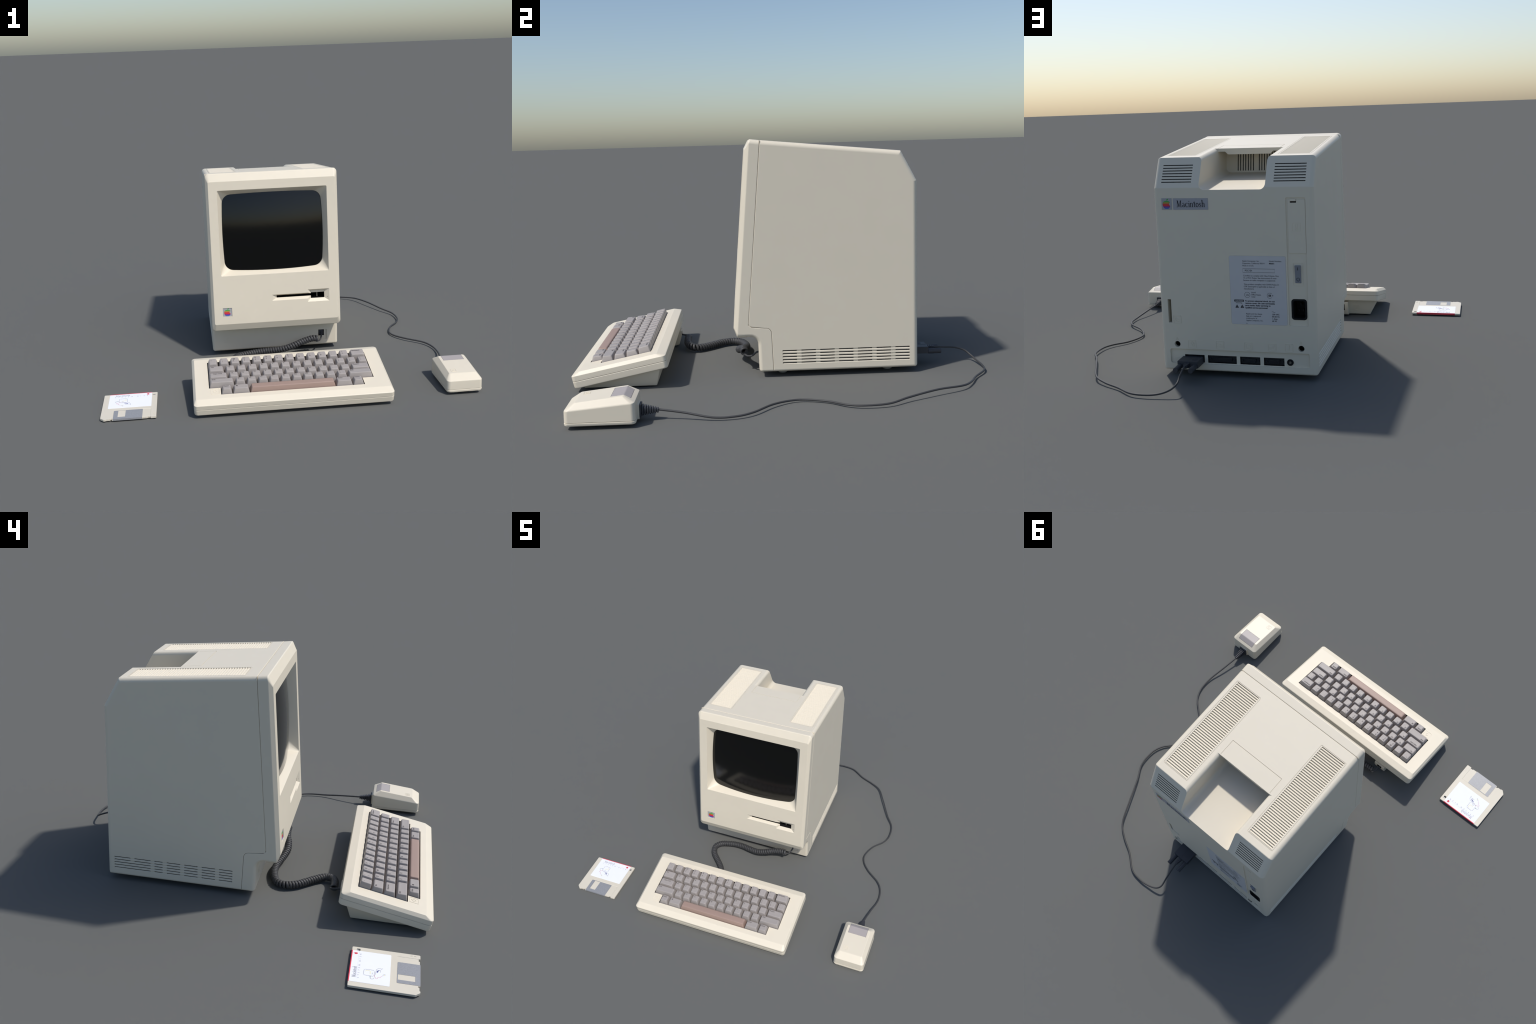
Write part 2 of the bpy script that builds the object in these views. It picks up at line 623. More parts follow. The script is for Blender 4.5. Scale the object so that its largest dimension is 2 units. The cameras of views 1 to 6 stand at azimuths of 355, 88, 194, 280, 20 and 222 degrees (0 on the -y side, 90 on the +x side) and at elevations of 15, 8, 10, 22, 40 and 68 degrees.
rear_cuts = [rcut(0.3408, -0.3500, 0.0585, 0.1305, 0.0085, 0.010, BEIGE),
             rcut(-0.2570, -0.3490, 0.2620, 0.8605, 0.0060, 0.006, BEIGE),
             rcut(0.0225, -0.2500, 0.2630, 0.5915, 0.0020, 0.008, BEIGE),
             rcut(0.3410, 0.2895, 0.8065, 0.8615, 0.0022, 0.001, BEIGE),
             rcut(0.2840, 0.1108, 0.8062, 0.8608, 0.0022, 0.001, BEIGE),
             rcut(0.3402, 0.3228, 0.2600, 0.3750, 0.055, 0.001, BEIGE),
             hole(0.3020, 0.1538, 0.0150, 0.016, BEIGE), hole(-0.3110, 0.1538, 0.0150, 0.016, BEIGE)]
boolean(housing, rear_cuts)
deep = [hole(0.3020, 0.1538, 0.0146, 0.05, DARK), hole(-0.3110, 0.1538, 0.0146, 0.05, DARK),
        rcut(-0.2780, -0.3055, 0.8365, 0.8440, 0.020, 0.0005, DARK)]
# the deep hole starts below the beige collar
for o in deep[:2]:
    for v in o.data.vertices:
        if v.co.y > YR:
            v.co.y = YR - 0.0155
ports = [(0.2695, 0.1700), (0.1528, 0.0088), (-0.0088, -0.1082), (-0.1260, -0.2258)]
for a, b in ports:
    deep.append(rcut(a, b, 0.0628, 0.1010, 0.0200, 0.0006, DARK, -0.0080))
deep.append(rcut(-0.2690, -0.3430, 0.2905, 0.3900, 0.085, 0.014, DARK, -0.0055))
boolean(housing, deep)
# ---- front bezel: rounded slab parallel to the sloping face, plus the recessed foot below it
SV = Vector((0, 0.0892, 1)).normalized()
ZC = 0.7725
FRONT = frame((XC, yf(ZC), ZC), (1, 0, 0), SV)           # u = x, v = up the slope, n = outwards
k_s = 1 / SV.z
sv = lambda z: (z - ZC) * k_s
DSEAM = 0.0684
S_TOP, S_BOT = sv(1.1164) + 0.0029, sv(0.1935) + 0.0009      # outer ring sits behind the face


def slab_loop(hx, s0, s1, r, dep):
    return [(p[0], p[1], -dep) for p in rounded(hx, (s1 - s0) / 2, r, 6, 1, 0, (s0 + s1) / 2)]


RB = 0.022
I_T, I_B = sv(1.0725), sv(0.2365)
SEAMW = 0.0024
loops = [slab_loop(HW - SEAMW, S_BOT + 0.0045 + SEAMW, S_TOP - 0.0018 - SEAMW, RB, DSEAM), slab_loop(HW, S_BOT + 0.0045, S_TOP - 0.0018, RB, DSEAM - SEAMW),
         slab_loop(HW, S_BOT, S_TOP, RB, 0.0245), slab_loop(HW - 0.0006, S_BOT + 0.0012, S_TOP - 0.0012, RB, 0.0212), slab_loop(HW - 0.0018, S_BOT + 0.0042, S_TOP - 0.0042, RB, 0.0182),
         slab_loop(0.3690, I_B - 0.0045, I_T + 0.0045, 0.0105, 0.0028), slab_loop(0.3678, I_B - 0.0016, I_T + 0.0016, 0.0090, 0.0008), slab_loop(0.3660, I_B + 0.0014, I_T - 0.0014, 0.0080, 0.0)]
bm = bmesh.new()
loft(bm, loops, mtx=FRONT)
bezel = obj("bezel", bm, BEIGE, computer)
GAP = 0.0011
foot_prof = [(-0.1860, 0.2150), (-0.1860, 0.1964), (-0.1720, 0.1966)] + arc(-0.1500, 0.1585, 0.0380, 92, 8, 7) + [(-0.1118, 0.1550), (-0.1090, ZB), (-0.0415 - GAP, ZB), (-0.0462 - GAP, 0.180)] + \
            [(y - GAP * math.cos(math.radians(t)), z - GAP * math.sin(math.radians(t))) for (y, z), t in zip(arc(-0.0735, 0.2110, 0.0265, 8, 80, 5), (8, 22.4, 36.8, 51.2, 65.6, 80))] + \
            [(-0.0800, 0.2375 - GAP), (-0.1440, 0.2445 - GAP), (-0.1580, 0.2560)]
foot_block = prism("cut", foot_prof, XC - HW, XC + HW, BEIGE)


def w_foot(e):
    m = (e.verts[0].co + e.verts[1].co) / 2
    d = e.verts[1].co - e.verts[0].co
    seam = on_seam(m.y, m.z)
    if abs(d.x) > 0.1:
        return 0.12 if (seam and m.z < 0.05) else (0.55 if m.z < 0.05 else 0.0)
    if m.y < -0.16 and not seam:
        return 0.0 if m.z > 0.2 or m.y < -0.18 else 0.8
    if seam:
        return 0.12
    return 0.55 if m.z < ZB + 0.003 else 0.8


bevel(foot_block, 0.022, 5, w_foot)
boolean(bezel, [foot_block], 'UNION')

# screen recess: tapering walls down to the bulging tube face
def tube_depth(x, s):
    return 0.053 - ((0.2875 ** 2 + 0.221 ** 2) - (x * x + s * s)) / 3.2


def tube_loop(scale=1.0, extra=0.0, n=7, m=14):
    out = []
    for x, s in rounded(0.2880, 0.2210, 0.046, n, m):
        x, s = x + math.copysign(0.0085, x) * max(0, 1 - (s / 0.221) ** 2), s + math.copysign(0.0090, s) * max(0, 1 - (x / 0.288) ** 2)
        x, s = x * scale, s * scale
        out.append((x, s - 0.0015 * scale, -tube_depth(x, s) - extra))
    return out


op = rounded(0.3180, 0.2500, 0.006, 7, 14)
bm = bmesh.new()
loft(bm, [[(p[0], p[1], 0.03) for p in op], [(p[0], p[1], 0.0) for p in op], tube_loop(), tube_loop(0.997, 0.008)], mtx=FRONT)
cut_scr = obj("cut", bm, BEIGE)
# disk slot: bevelled stepped recess
def step_poly(i):      # i = 0 outer outline, 1 inner outline; (x, z)
    if i == 0:
        return [(-0.0305, 0.3612), (0.1815, 0.3612), (0.1815, 0.3420), (0.3107, 0.3420), (0.3107, 0.4157), (0.1825, 0.4157), (0.1825, 0.3970), (-0.0305, 0.3970)]
    return [(-0.0015, 0.3755), (0.2022, 0.3755), (0.2022, 0.3600), (0.2828, 0.3600), (0.2828, 0.4070), (0.2022, 0.4070), (0.2022, 0.3890), (-0.0015, 0.3890)]


def fp(x, z, off):      # front-plane frame coordinates
    return (x - XC, (z - ZC) * k_s, off)


outer = [fp(x, z, 0) for x, z in step_poly(0)]
inner = [fp(x, z, -0.0150) for x, z in step_poly(1)]
bm = bmesh.new()
loft(bm, [[(p[0], p[1], 0.02) for p in outer], outer, inner], mtx=FRONT)
cut_slot = obj("cut", bm, BEIGE)
bm = bmesh.new()
loft(bm, [[(p[0], p[1], -0.0140) for p in inner], [(p[0], p[1], -0.170) for p in inner]], mtx=FRONT)
cut_slot2 = obj("cut", bm, DARK)
bm = bmesh.new()
bl = [fp(x, z, 0) for x, z in ((-0.3236, 0.2835), (-0.2696, 0.2835), (-0.2696, 0.3340), (-0.3236, 0.3340))]
loft(bm, [[(p[0], p[1], 0.02) for p in bl], [(p[0], p[1], -0.0045) for p in bl]], mtx=FRONT)
cut_badge = obj("cut", bm, BEIGE)
lp = rounded(0.0016, 0.0016, 0.0014, 3, 1, 0.3004 - XC, (0.3655 - ZC) * k_s)
bm = bmesh.new()
loft(bm, [[(p[0], p[1], 0.02) for p in lp], [(p[0], p[1], -0.03) for p in lp]], mtx=FRONT)
cut_led = obj("cut", bm, DARK)
# keyboard jack in the foot
def foot_cut(x0, x1, z0, z1, y1, mat, y0=-0.2):
    bm = bmesh.new()
    add_box(bm, (x0, y0, z0), (x1, y1, z1))
    return obj("cut", bm, mat)


cut_j1 = foot_cut(0.2550, 0.3095, 0.0605, 0.1240, -0.1045, BEIGE, -0.13)
cut_j2 = foot_cut(0.2595, 0.2935, 0.0835, 0.1225, -0.0750, DARK, -0.1050)
boolean(bezel, [cut_scr, cut_slot, cut_badge, cut_j1])
boolean(bezel, [cut_slot2, cut_led, cut_j2], keep=True)
boolean(housing, [cut_slot2])
for c_ in (cut_led, cut_j2):
    bpy.data.objects.remove(c_)
smooth(bezel, 30)
smooth(housing, 30)

# screen glass
bm = bmesh.new()
rings = []
for sc in [1.02, 0.97, 0.9, 0.8, 0.7, 0.6, 0.5, 0.4, 0.3, 0.2, 0.1]:
    rings.append([bm.verts.new(FRONT @ Vector(p)) for p in tube_loop(sc, 0.0045)])
c = bm.verts.new(FRONT @ Vector((0, 0, -tube_depth(0, 0) - 0.0045)))
n = len(rings[0])
for a, b in zip(rings, rings[1:]):
    for i in range(n):
        bm.faces.new((a[i], a[(i + 1) % n], b[(i + 1) % n], b[i]))
for i in range(n):
    bm.faces.new((rings[-1][i], rings[-1][(i + 1) % n], c))
back = [bm.verts.new(FRONT @ Vector((p[0], p[1], -0.074))) for p in tube_loop(1.02)]
for i in range(n):
    bm.faces.new((back[i], back[(i + 1) % n], rings[0][(i + 1) % n], rings[0][i]))
bm.faces.new(back[::-1])
bmesh.ops.recalc_face_normals(bm, faces=bm.faces[:])
screen = obj("screen", bm, GLASS, computer)
smooth(screen, 50, False)

# disk drive lip inside the slot and a small metal peg
box("drive_flap", (0.2030, yf(0.39) + 0.0160, 0.3925), (0.2822, yf(0.39) + 0.0220, 0.4060), BEIGE, computer, 0.001, 2)
box("drive_peg", (0.2380, yf(0.37) + 0.0300, 0.3620), (0.2440, yf(0.37) + 0.0340, 0.3900), METAL, computer, 0.001, 2)

# front badge
BADF = FRONT @ Matrix.Translation(fp(-0.2966, 0.30875, -0.0042))
badge = slab("badge_plate", rounded(0.0262, 0.0250, 0.001, 2), -0.0004, 0.0014, BADF, BADGE, computer)
fruit_logo(0.0475, BADF @ Matrix.Translation((0, 0.0003, 0.0014)), badge)

# foot icon (embossed)
FOOTF = frame((XC, -0.1108, 0), (1, 0, 0), (0, 0, 1))


def fruit_lines(s):
    body = [(s * 0.62 * math.cos(t) * (1.0 if math.cos(t) > 0 else 1.0), s * 0.60 * math.sin(t) - s * 0.08 + s * 0.10 * abs(math.cos(t))) for t in
            [math.radians(70 + i * 20) for i in range(15)]]
    bite = [(s * 0.62 * math.cos(math.radians(-10)), -s * 0.02), (s * 0.30, s * 0.12), (s * 0.42, s * 0.42), (s * 0.15, s * 0.52)]
    return [body, bite, [(s * 0.02, s * 0.62), (s * 0.22, s * 0.92)]]


def icon(name, cx, cz, s, mtx, extra, parent, mat=BEIGE, width=0.0016, h=0.0009, framed=True):
    M = mtx @ Matrix.Translation((cx, cz, 0))
    lines = []
    if framed:
        lines.append(['c'] + rounded(s, s, s * 0.12, 2))
    lines += extra
    return strokes(name, lines, width, M, mat, parent, -0.0006, h)


icon("embossed_icon", -0.2995 - XC, 0.1000, 0.0195, FOOTF, fruit_lines(0.0125), computer)

# ---- rear details
REARF = REAR
door = slab("battery_door", [(0.2660, 0.6050), (0.3470, 0.6050), (0.3470, 0.8515), (0.3070, 0.8515), (0.3070, 0.8370), (0.2770, 0.8370), (0.2770, 0.8515), (0.2660, 0.8515)],
            -0.0075, -0.0032, REARF, BEIGE, computer, 0.0010, 2)
box("door_latch", (-0.2785, YR - 0.0060, 0.8445), (-0.3055, YR - 0.0008, 0.8555), BEIGE, computer, 0.001, 2)
icon("embossed_icon", 0.3050, 0.7258, 0.0190, REARF @ Matrix.Translation((0, 0, -0.0032)), [
    [(-0.004, 0.013), (-0.004, -0.003), (-0.001, -0.006), (0.003, -0.006), (0.005, -0.002), (0.005, 0.013)],
    ['c'] + [(0.006 * math.cos(t), -0.011 + 0.004 * math.sin(t)) for t in [i * math.pi / 5 for i in range(10)]]], computer)
PF = REARF @ Matrix.Translation((0, 0, -0.0060))
bm = bmesh.new()
ribbon(bm, rounded(0.0232, 0.0532, 0.003, 2, 1, 0.30595, 0.5068), 0.0022, PF, -0.001, 0.0013, True)
switch_frame = obj("switch_frame", bm, BEIGE, computer)
RK = PF @ Matrix.Translation((0.3053, 0.5075, 0))
bm = bmesh.new()
side = [(-0.0415, -0.003), (-0.0415, 0.0035), (0.0, 0.0055), (0.0415, 0.0120), (0.0415, -0.003)]
loft(bm, [[(-0.0138, a, b) for a, b in side], [(0.0138, a, b) for a, b in side]], mtx=RK)
rocker = obj("rocker_switch", bm, ROCKER, computer)
bevel(rocker, 0.0012, 2, angle=30)
smooth(rocker)
strokes("switch_symbol", [[(0, 0.020), (0, 0.034)]], 0.0018, RK @ Matrix.Translation((0, 0, 0.0105)), PRINT, rocker, -0.004, 0.0008)
strokes("switch_symbol", [['c'] + [(0.0065 * math.cos(i * math.pi / 9), -0.0240 + 0.0075 * math.sin(i * math.pi / 9)) for i in range(18)]], 0.0014,
        RK @ Matrix.Translation((0, 0, 0.0048)), PRINT, rocker, -0.002, 0.0007)
# mains inlet
o1 = rounded(0.0352, 0.0490, 0.0150, 5, 1, 0.3060, 0.3403)
o2 = rounded(0.0278, 0.0420, 0.0100, 5, 1, 0.3060, 0.3403)
bm = bmesh.new()
loft(bm, [[(p[0], p[1], -0.075) for p in o1], [(p[0], p[1], 0.0030) for p in o1], [(p[0], p[1], 0.0030) for p in o2], [(p[0], p[1], -0.070) for p in o2]], mtx=PF)
inlet = obj("mains_inlet", bm, DARK, computer)
smooth(inlet)
for px, pz in ((0.3060, 0.3560), (0.2960, 0.3270), (0.3160, 0.3270)):
    box("inlet_pin", (-px - 0.0018, YR - 0.078, pz - 0.0060), (-px + 0.0018, YR - 0.050, pz + 0.0060), PORT, inlet, 0.0006, 1)
# embossed tilde over inlet
strokes("embossed_icon", [[(0.2975 + 0.0175 * i / 10, 0.4075 + 0.0035 * math.sin(2 * math.pi * i / 10)) for i in range(11)]], 0.0014, PF, BEIGE, computer, -0.0005, 0.0008)

# port connectors inside the dark openings
PORTF = REARF @ Matrix.Translation((0, 0, -0.0195))


def dsub(x0, x1, wide, parent):
    cx, cz = -(x0 + x1) / 2, 0.0815
    w = abs(x1 - x0)
    hw = wide / 2
    base = slab("port_connector", rounded(w / 2 - 0.002, 0.0165, 0.0015, 2, 1, cx, cz), -0.003, 0.0045, PORTF, PORT, parent, 0.0008, 1)
    pts = [(cx - hw, cz + 0.0095), (cx - hw + 0.003, cz - 0.0095), (cx + hw - 0.003, cz - 0.0095), (cx + hw, cz + 0.0095)]
    slab("connector_shell", pts, 0.003, 0.0105, PORTF, PORT, base, 0.001, 2)
    for s in (-1, 1):
        slab("screw_nut", [(cx + s * (hw + 0.011) + 0.005 * math.cos(i * math.pi / 3), cz + 0.005 * math.sin(i * math.pi / 3)) for i in range(6)], 0.003, 0.0095, PORTF, PORT, base, 0.0006, 1)
    npin = max(4, int(wide / 0.0085))
    bm = bmesh.new()
    for row, cnt in ((0.0040, npin), (-0.0040, npin - 1)):
        for i in range(cnt):
            px = cx + (i - (cnt - 1) / 2) * (wide - 0.014) / max(1, npin - 1)
            add_box(bm, (px - 0.0011, cz + row - 0.0011, 0.0100), (px + 0.0011, cz + row + 0.0011, 0.0108), PORTF)
    q = obj("pin_holes", bm, DARK, base)
    q["kind"] = "stuff"


dsub(0.1528, 0.0088, 0.098, computer)
dsub(-0.0088, -0.1082, 0.056, computer)
dsub(-0.1260, -0.2258, 0.056, computer)
JF = REARF @ Matrix.Translation((0.2546, 0.0828, -0.0085))
bm = bmesh.new()
cir = lambda r, z, n=24: [(r * math.cos(2 * math.pi * i / n), r * math.sin(2 * math.pi * i / n), z) for i in range(n)]
loft(bm, [cir(0.0158, -0.002), cir(0.0158, 0.0030), cir(0.0145, 0.0042), cir(0.0070, 0.0042), cir(0.0065, -0.0015)], mtx=JF)
jack = obj("audio_jack", bm, DARK, computer)
smooth(jack)
bm = bmesh.new()
loft(bm, [cir(0.0062, 0.0010, 16), cir(0.0062, 0.0046, 16), cir(0.0035, 0.0046, 16), cir(0.0034, 0.0020, 16)], mtx=JF)
obj("jack_ring", bm, METAL, jack)

# embossed port icons
S = 0.0186
t_ = lambda pts: [(a * S, b * S) for a, b in pts]
ic = [(0.2269, 0.1570, [t_([(-.3, .5), (-.3, 0), (.3, 0), (.3, .5), (0, .75), (-.3, .5)]), t_([(0, 0), (.1, -.6), (.5, -.6), (.5, .4)])]),
      (0.0858, 0.1576, [t_([(-1, .35), (-.3, .35), (.4, .0), (1, .1)]), t_([(-1, -.4), (1, -.4)]), t_([(-1, 0), (0, 0)])]),
      (-0.0545, 0.1563, [t_([(-.5, .5), (.2, .5), (.5, .2), (.5, -.5), (-.5, -.5), (-.5, .5)]), t_([(.2, -.7), (.8, -.7)])]),
      (-0.1711, 0.1552, [t_([(-.6, .1), (-.1, -.4), (.7, .6)]), t_([(-.7, -.1), (-.2, -.7), (.5, -.8)])]),
      (-0.2525, 0.1563, [t_([(.1, .6), (.1, -.5), (-.2, -.6), (-.3, -.4), (0, -.3)]), t_([(.1, .6), (.35, .3)])]),
      (0.2957, 0.2765, [t_([(-.6, .6), (0, .1), (.6, .1)]), t_([(-.6, .2), (-.1, -.5), (.4, -.5)])])]
for x, z, ex in ic:
    icon("embossed_icon", -x, z, S, REARF, ex, computer)
for x in (0.3020, -0.3110):
    icon("embossed_icon", -x, 0.1805, 0.008, REARF, [[(-0.006, -0.006), (0.0, 0.008), (0.006, -0.006), (-0.006, -0.006)]], computer, framed=False, width=0.0012)

# rear badges
BR1 = REARF @ Matrix.Translation((-0.3152, 0.8340, -0.0020))
bp = slab("badge_plate", rounded(0.0252, 0.0268, 0.001, 2), -0.0004, 0.0016, BR1, BADGE, computer)
fruit_logo(0.0470, BR1 @ Matrix.Translation((0, 0.0003, 0.0016)), bp)
BR2 = REARF @ Matrix.Translation((-0.1974, 0.8335, -0.0020))
np_ = slab("name_plate", rounded(0.0860, 0.0266, 0.001, 2), -0.0004, 0.0016, BR2, BADGE, computer)


def serif_word(mtx, height, width, mat, parent, name="name_lettering", weight=1.0):
    """Narrow book-face lettering of the word on the badge, drawn stroke by stroke (unit: x-height 0.62, cap 1)."""
    thin, thick = 0.055 * weight, 0.105 * weight
    adv = 0.0
    parts = []      # (width, points)

    def st(w, *pts):
        parts.append((w, [(adv + a, b) for a, b in pts]))

    def serif(x, y, w=0.17):
        st(thin * 0.8, (x - w / 2, y), (x + w / 2, y))

    xh = 0.63
    # M
    st(thin, (0.10, 0.0), (0.14, 1.0)); st(thick, (0.16, 1.0), (0.36, 0.02)); st(thin, (0.36, 0.02), (0.57, 1.0)); st(thick, (0.60, 1.0), (0.63, 0.0))
    serif(0.10, 0.02); serif(0.64, 0.02, 0.2); serif(0.10, 0.98, 0.14); serif(0.64, 0.98, 0.14)
    adv += 0.80
    # a
    st(thin, (0.04, 0.50), (0.10, 0.60), (0.19, xh), (0.27, 0.57), (0.29, 0.45)); st(thick, (0.29, 0.47), (0.29, 0.10), (0.33, 0.03))
    st(thin, (0.29, 0.37), (0.12, 0.28)); st(thick, (0.12, 0.29), (0.06, 0.20), (0.07, 0.07)); st(thin, (0.07, 0.07), (0.14, 0.0), (0.28, 0.12)); st(thin, (0.32, 0.03), (0.38, 0.06))
    adv += 0.44
    # c
    st(thin, (0.34, 0.50), (0.30, 0.60), (0.22, xh), (0.12, 0.56)); st(thick, (0.12, 0.56), (0.06, 0.42), (0.06, 0.22), (0.12, 0.07)); st(thin, (0.12, 0.07), (0.21, 0.0), (0.30, 0.03), (0.36, 0.13))
    adv += 0.42
    # i
    st(thick, (0.12, 0.0), (0.12, 0.60)); serif(0.12, 0.02); st(thin, (0.02, 0.58), (0.12, 0.62)); st(thick * 1.1, (0.12, 0.82), (0.12, 0.93))
    adv += 0.25
    # n
    st(thick, (0.10, 0.0), (0.10, 0.60)); serif(0.10, 0.02); st(thin, (0.01, 0.58), (0.10, 0.61)); st(thin, (0.11, 0.48), (0.22, 0.61), (0.32, 0.60)); st(thick, (0.34, 0.58), (0.36, 0.48), (0.36, 0.0)); serif(0.36, 0.02)
    adv += 0.49
    # t
    st(thick, (0.12, 0.82), (0.12, 0.12), (0.15, 0.04)); st(thin, (0.15, 0.03), (0.22, 0.02), (0.28, 0.08)); st(thin, (0.0, 0.60), (0.26, 0.60)); st(thin, (0.02, 0.62), (0.12, 0.82))
    adv += 0.30
    # o
    st(thin, (0.21, xh), (0.12, 0.57)); st(thick, (0.13, 0.58), (0.06, 0.44), (0.06, 0.20), (0.13, 0.05)); st(thin, (0.12, 0.06), (0.21, 0.0), (0.30, 0.06)); st(thick, (0.29, 0.05), (0.36, 0.20), (0.36, 0.44), (0.29, 0.58)); st(thin, (0.30, 0.57), (0.21, xh))
    adv += 0.46
    # s
    st(thin, (0.28, 0.46), (0.25, 0.59), (0.17, xh), (0.08, 0.58), (0.06, 0.48)); st(thick, (0.06, 0.50), (0.10, 0.38), (0.24, 0.28), (0.29, 0.16)); st(thin, (0.29, 0.17), (0.26, 0.05), (0.17, 0.0), (0.08, 0.04), (0.05, 0.18))
    adv += 0.36
    # h
    st(thick, (0.10, 0.0), (0.10, 1.06)); serif(0.10, 0.02); st(thin, (0.01, 1.03), (0.10, 1.07)); st(thin, (0.11, 0.48), (0.22, 0.61), (0.32, 0.60)); st(thick, (0.34, 0.58), (0.36, 0.48), (0.36, 0.0)); serif(0.36, 0.02)
    adv += 0.46
    kx, ky = width / adv, height
    bm = bmesh.new()
    for w, pts in parts:
        ribbon(bm, [(a * kx, b * ky) for a, b in pts], w * ky * 0.82, mtx, -0.0003, 0.0005 + 0.00002 * (len(bm.faces) % 9))
    return obj(name, bm, mat, parent)


serif_word(BR2 @ Matrix.Translation((-0.0690, -0.0145, 0.0016)), 0.0312, 0.1400, PRINT, np_, weight=1.3)

# rating label
LB = REARF @ Matrix.Translation((0, 0, -0.0018))
label = slab("rating_label", rounded(0.1355, 0.1635, 0.0075, 4, 1, 0.11375, 0.42725), -0.0004, 0.0014, LB, PLATE, computer)
LT = LB @ Matrix.Translation((0, 0, 0.0014))


def lbl(x, z, text, size=0.0094, sx=1.0, bold=0.0):
    return write(text, size, LT, (-x, z), PRINT, label, sx=sx, bold=bold)


tx = [lbl(-0.0420, 0.5640, "Apple Computer, Inc."), lbl(-0.0420, 0.5530, "Cupertino, California 95014"), lbl(-0.0420, 0.5420, "Made in U.S.A."),
      lbl(-0.1705, 0.5640, "Model Number:"), lbl(-0.1705, 0.5530, "M0001", bold=0.0002),
      lbl(-0.0530, 0.5185, "FCC ID:", 0.0105, bold=0.0002)]
for i, s in enumerate(("Certified to comply with Class B limits, Part", "15 of FCC Rules. See instructions if inter-", "ference to radio reception is suspected.")):
    tx.append(lbl(-0.0440, 0.4945 - 0.0109 * i, s, 0.0098, 0.98))
for i, s in enumerate(("This product complies with DHHS Rules 21", "CFR Subchapter J applicable at date of", "manufacture.")):
    tx.append(lbl(-0.0450, 0.4535 - 0.0107 * i, s, 0.0098, 0.98))
for i, s in enumerate(("Listed", "Office Equip.", "125Z")):
    tx.append(lbl(-0.0790, 0.4150 - 0.0107 * i, s))
for i, s in enumerate(("To prevent electrical shock, do not", "remove cover. No user-serviceable", "parts inside. Refer servicing to", "qualified service personnel.")):
    tx.append(lbl(-0.0480, 0.3738 - 0.0108 * i, s, 0.0100, 1.0, 0.00028))
for i, s in enumerate(("Apple and the Apple", "logo are registered", "trademarks of", "Apple Computer, Inc.")):
    tx.append(lbl(-0.0500, 0.3122 - 0.0107 * i, s))
for i, s in enumerate(("120 VAC", "50-60 Hz", "1 Amp", "60 W")):
    tx.append(lbl(-0.1760, 0.3118 - 0.0107 * i, s, 0.0096, 1.0, 0.00015))
tx.append(lbl(-0.0500, 0.2665, "R1", 0.0060))
tx.append(lbl(-0.0020, 0.3642, "Warning", 0.0090))
tx.append(lbl(-0.0535, 0.4015, "UL", 0.0130))
tx.append(lbl(-0.1620, 0.4000, "SB", 0.0130, 1, 0.0004))
label_text = merge("label_lettering", tx, label, "stuff")
ln = [['c', (0.0430, 0.5130), (0.1960, 0.5130), (0.1960, 0.5305), (0.0430, 0.5305)],
      ['c'] + [(0.0600 + 0.0132 * math.cos(i * math.pi / 12), 0.4060 + 0.0132 * math.sin(i * math.pi / 12)) for i in range(24)],
      [(0.1685 + 0.0128 * math.cos(math.radians(a)), 0.4045 + 0.0128 * math.sin(math.radians(a))) for a in range(40, 321, 20)],
      [(0.1790, 0.4045), (0.1860, 0.4045)], [(0.1825, 0.4010), (0.1825, 0.4080)],
      [(0.1765 + 0.0155 * i / 8, 0.3260 + 0.0025 * math.sin(2 * math.pi * i / 8)) for i in range(9)]]
strokes("label_line_work", ln, 0.0010, LT, PRINT, label, -0.0003, 0.0006)
slab("caution_bar", [(-0.0045 + 0.0, 0.3722), (0.0420, 0.3722), (0.0420, 0.3822), (-0.0045, 0.3822)], -0.0003, 0.0005, LT, PRINT, label)
write("CAUTION", 0.0088, LT, (0.0005, 0.3740), PLATE, label, name="caution_lettering", depth=0.0012, sx=0.95, bold=0.0002)
for cx in (0.0080, 0.0332):
    slab("warning_triangle", [(cx - 0.0088, 0.3430), (cx + 0.0088, 0.3430), (cx, 0.3590)], -0.0003, 0.0005, LT, PRINT, label)
    write("!", 0.0125, LT, (cx - 0.0016, 0.3447), PLATE, label, name="warning_mark", depth=0.0012)

# top vents: one louvre slat mesh, shared
NS = 44
v0 = vy(VY0) + 0.0050
v1 = vy(VY1) - 0.0050
pitch = (v1 - v0) / NS
hw_s = (VX1 - VX0) / 2 - 0.0085 - 0.0003
g0 = pitch * 0.17
bm = bmesh.new()
sec = [(g0, -0.0125), (g0, -0.0062), (pitch * 0.66, -0.0005), (pitch * 0.79, 0.0), (pitch * 0.90, -0.0008), (pitch, -0.0072), (pitch, -0.0125)]
loft(bm, [[(-hw_s, a, b) for a, b in sec], [(hw_s, a, b) for a, b in sec]])
slat_me = obj("louver_slat", bm, BEIGE, None, False).data
for s in (-1, 1):
    cx = s * (VX0 + VX1) / 2
    bmv = bmesh.new()
    add_box(bmv, (cx - hw_s, v0 + 0.0005, -0.0145), (cx + hw_s, v1 - 0.0005, -0.0118), TOPF)
    vent = obj("vent_grille", bmv, DARK, computer)  # black floor plate, modelled for the darkness seen down the slat gaps
    bmr = bmesh.new()
    nr_ = 13
    for i in range(nr_):
        rx = cx - hw_s + (i + 0.5) * 2 * hw_s / nr_
        add_box(bmr, (rx - 0.0030, v0 + 0.0004, -0.0120), (rx + 0.0030, v1 - 0.0004, -0.0070), TOPF)
    ribs = obj("vent_rib", bmr, BEIGE, vent)
    ribs["kind"] = "stuff"
    for i in range(NS):
        q = bpy.data.objects.new("louver_slat", slat_me)
        COL.objects.link(q)
        q.parent = vent
        q.matrix_basis = TOPF @ Matrix.Translation((cx, v0 + pitch * i, 0))

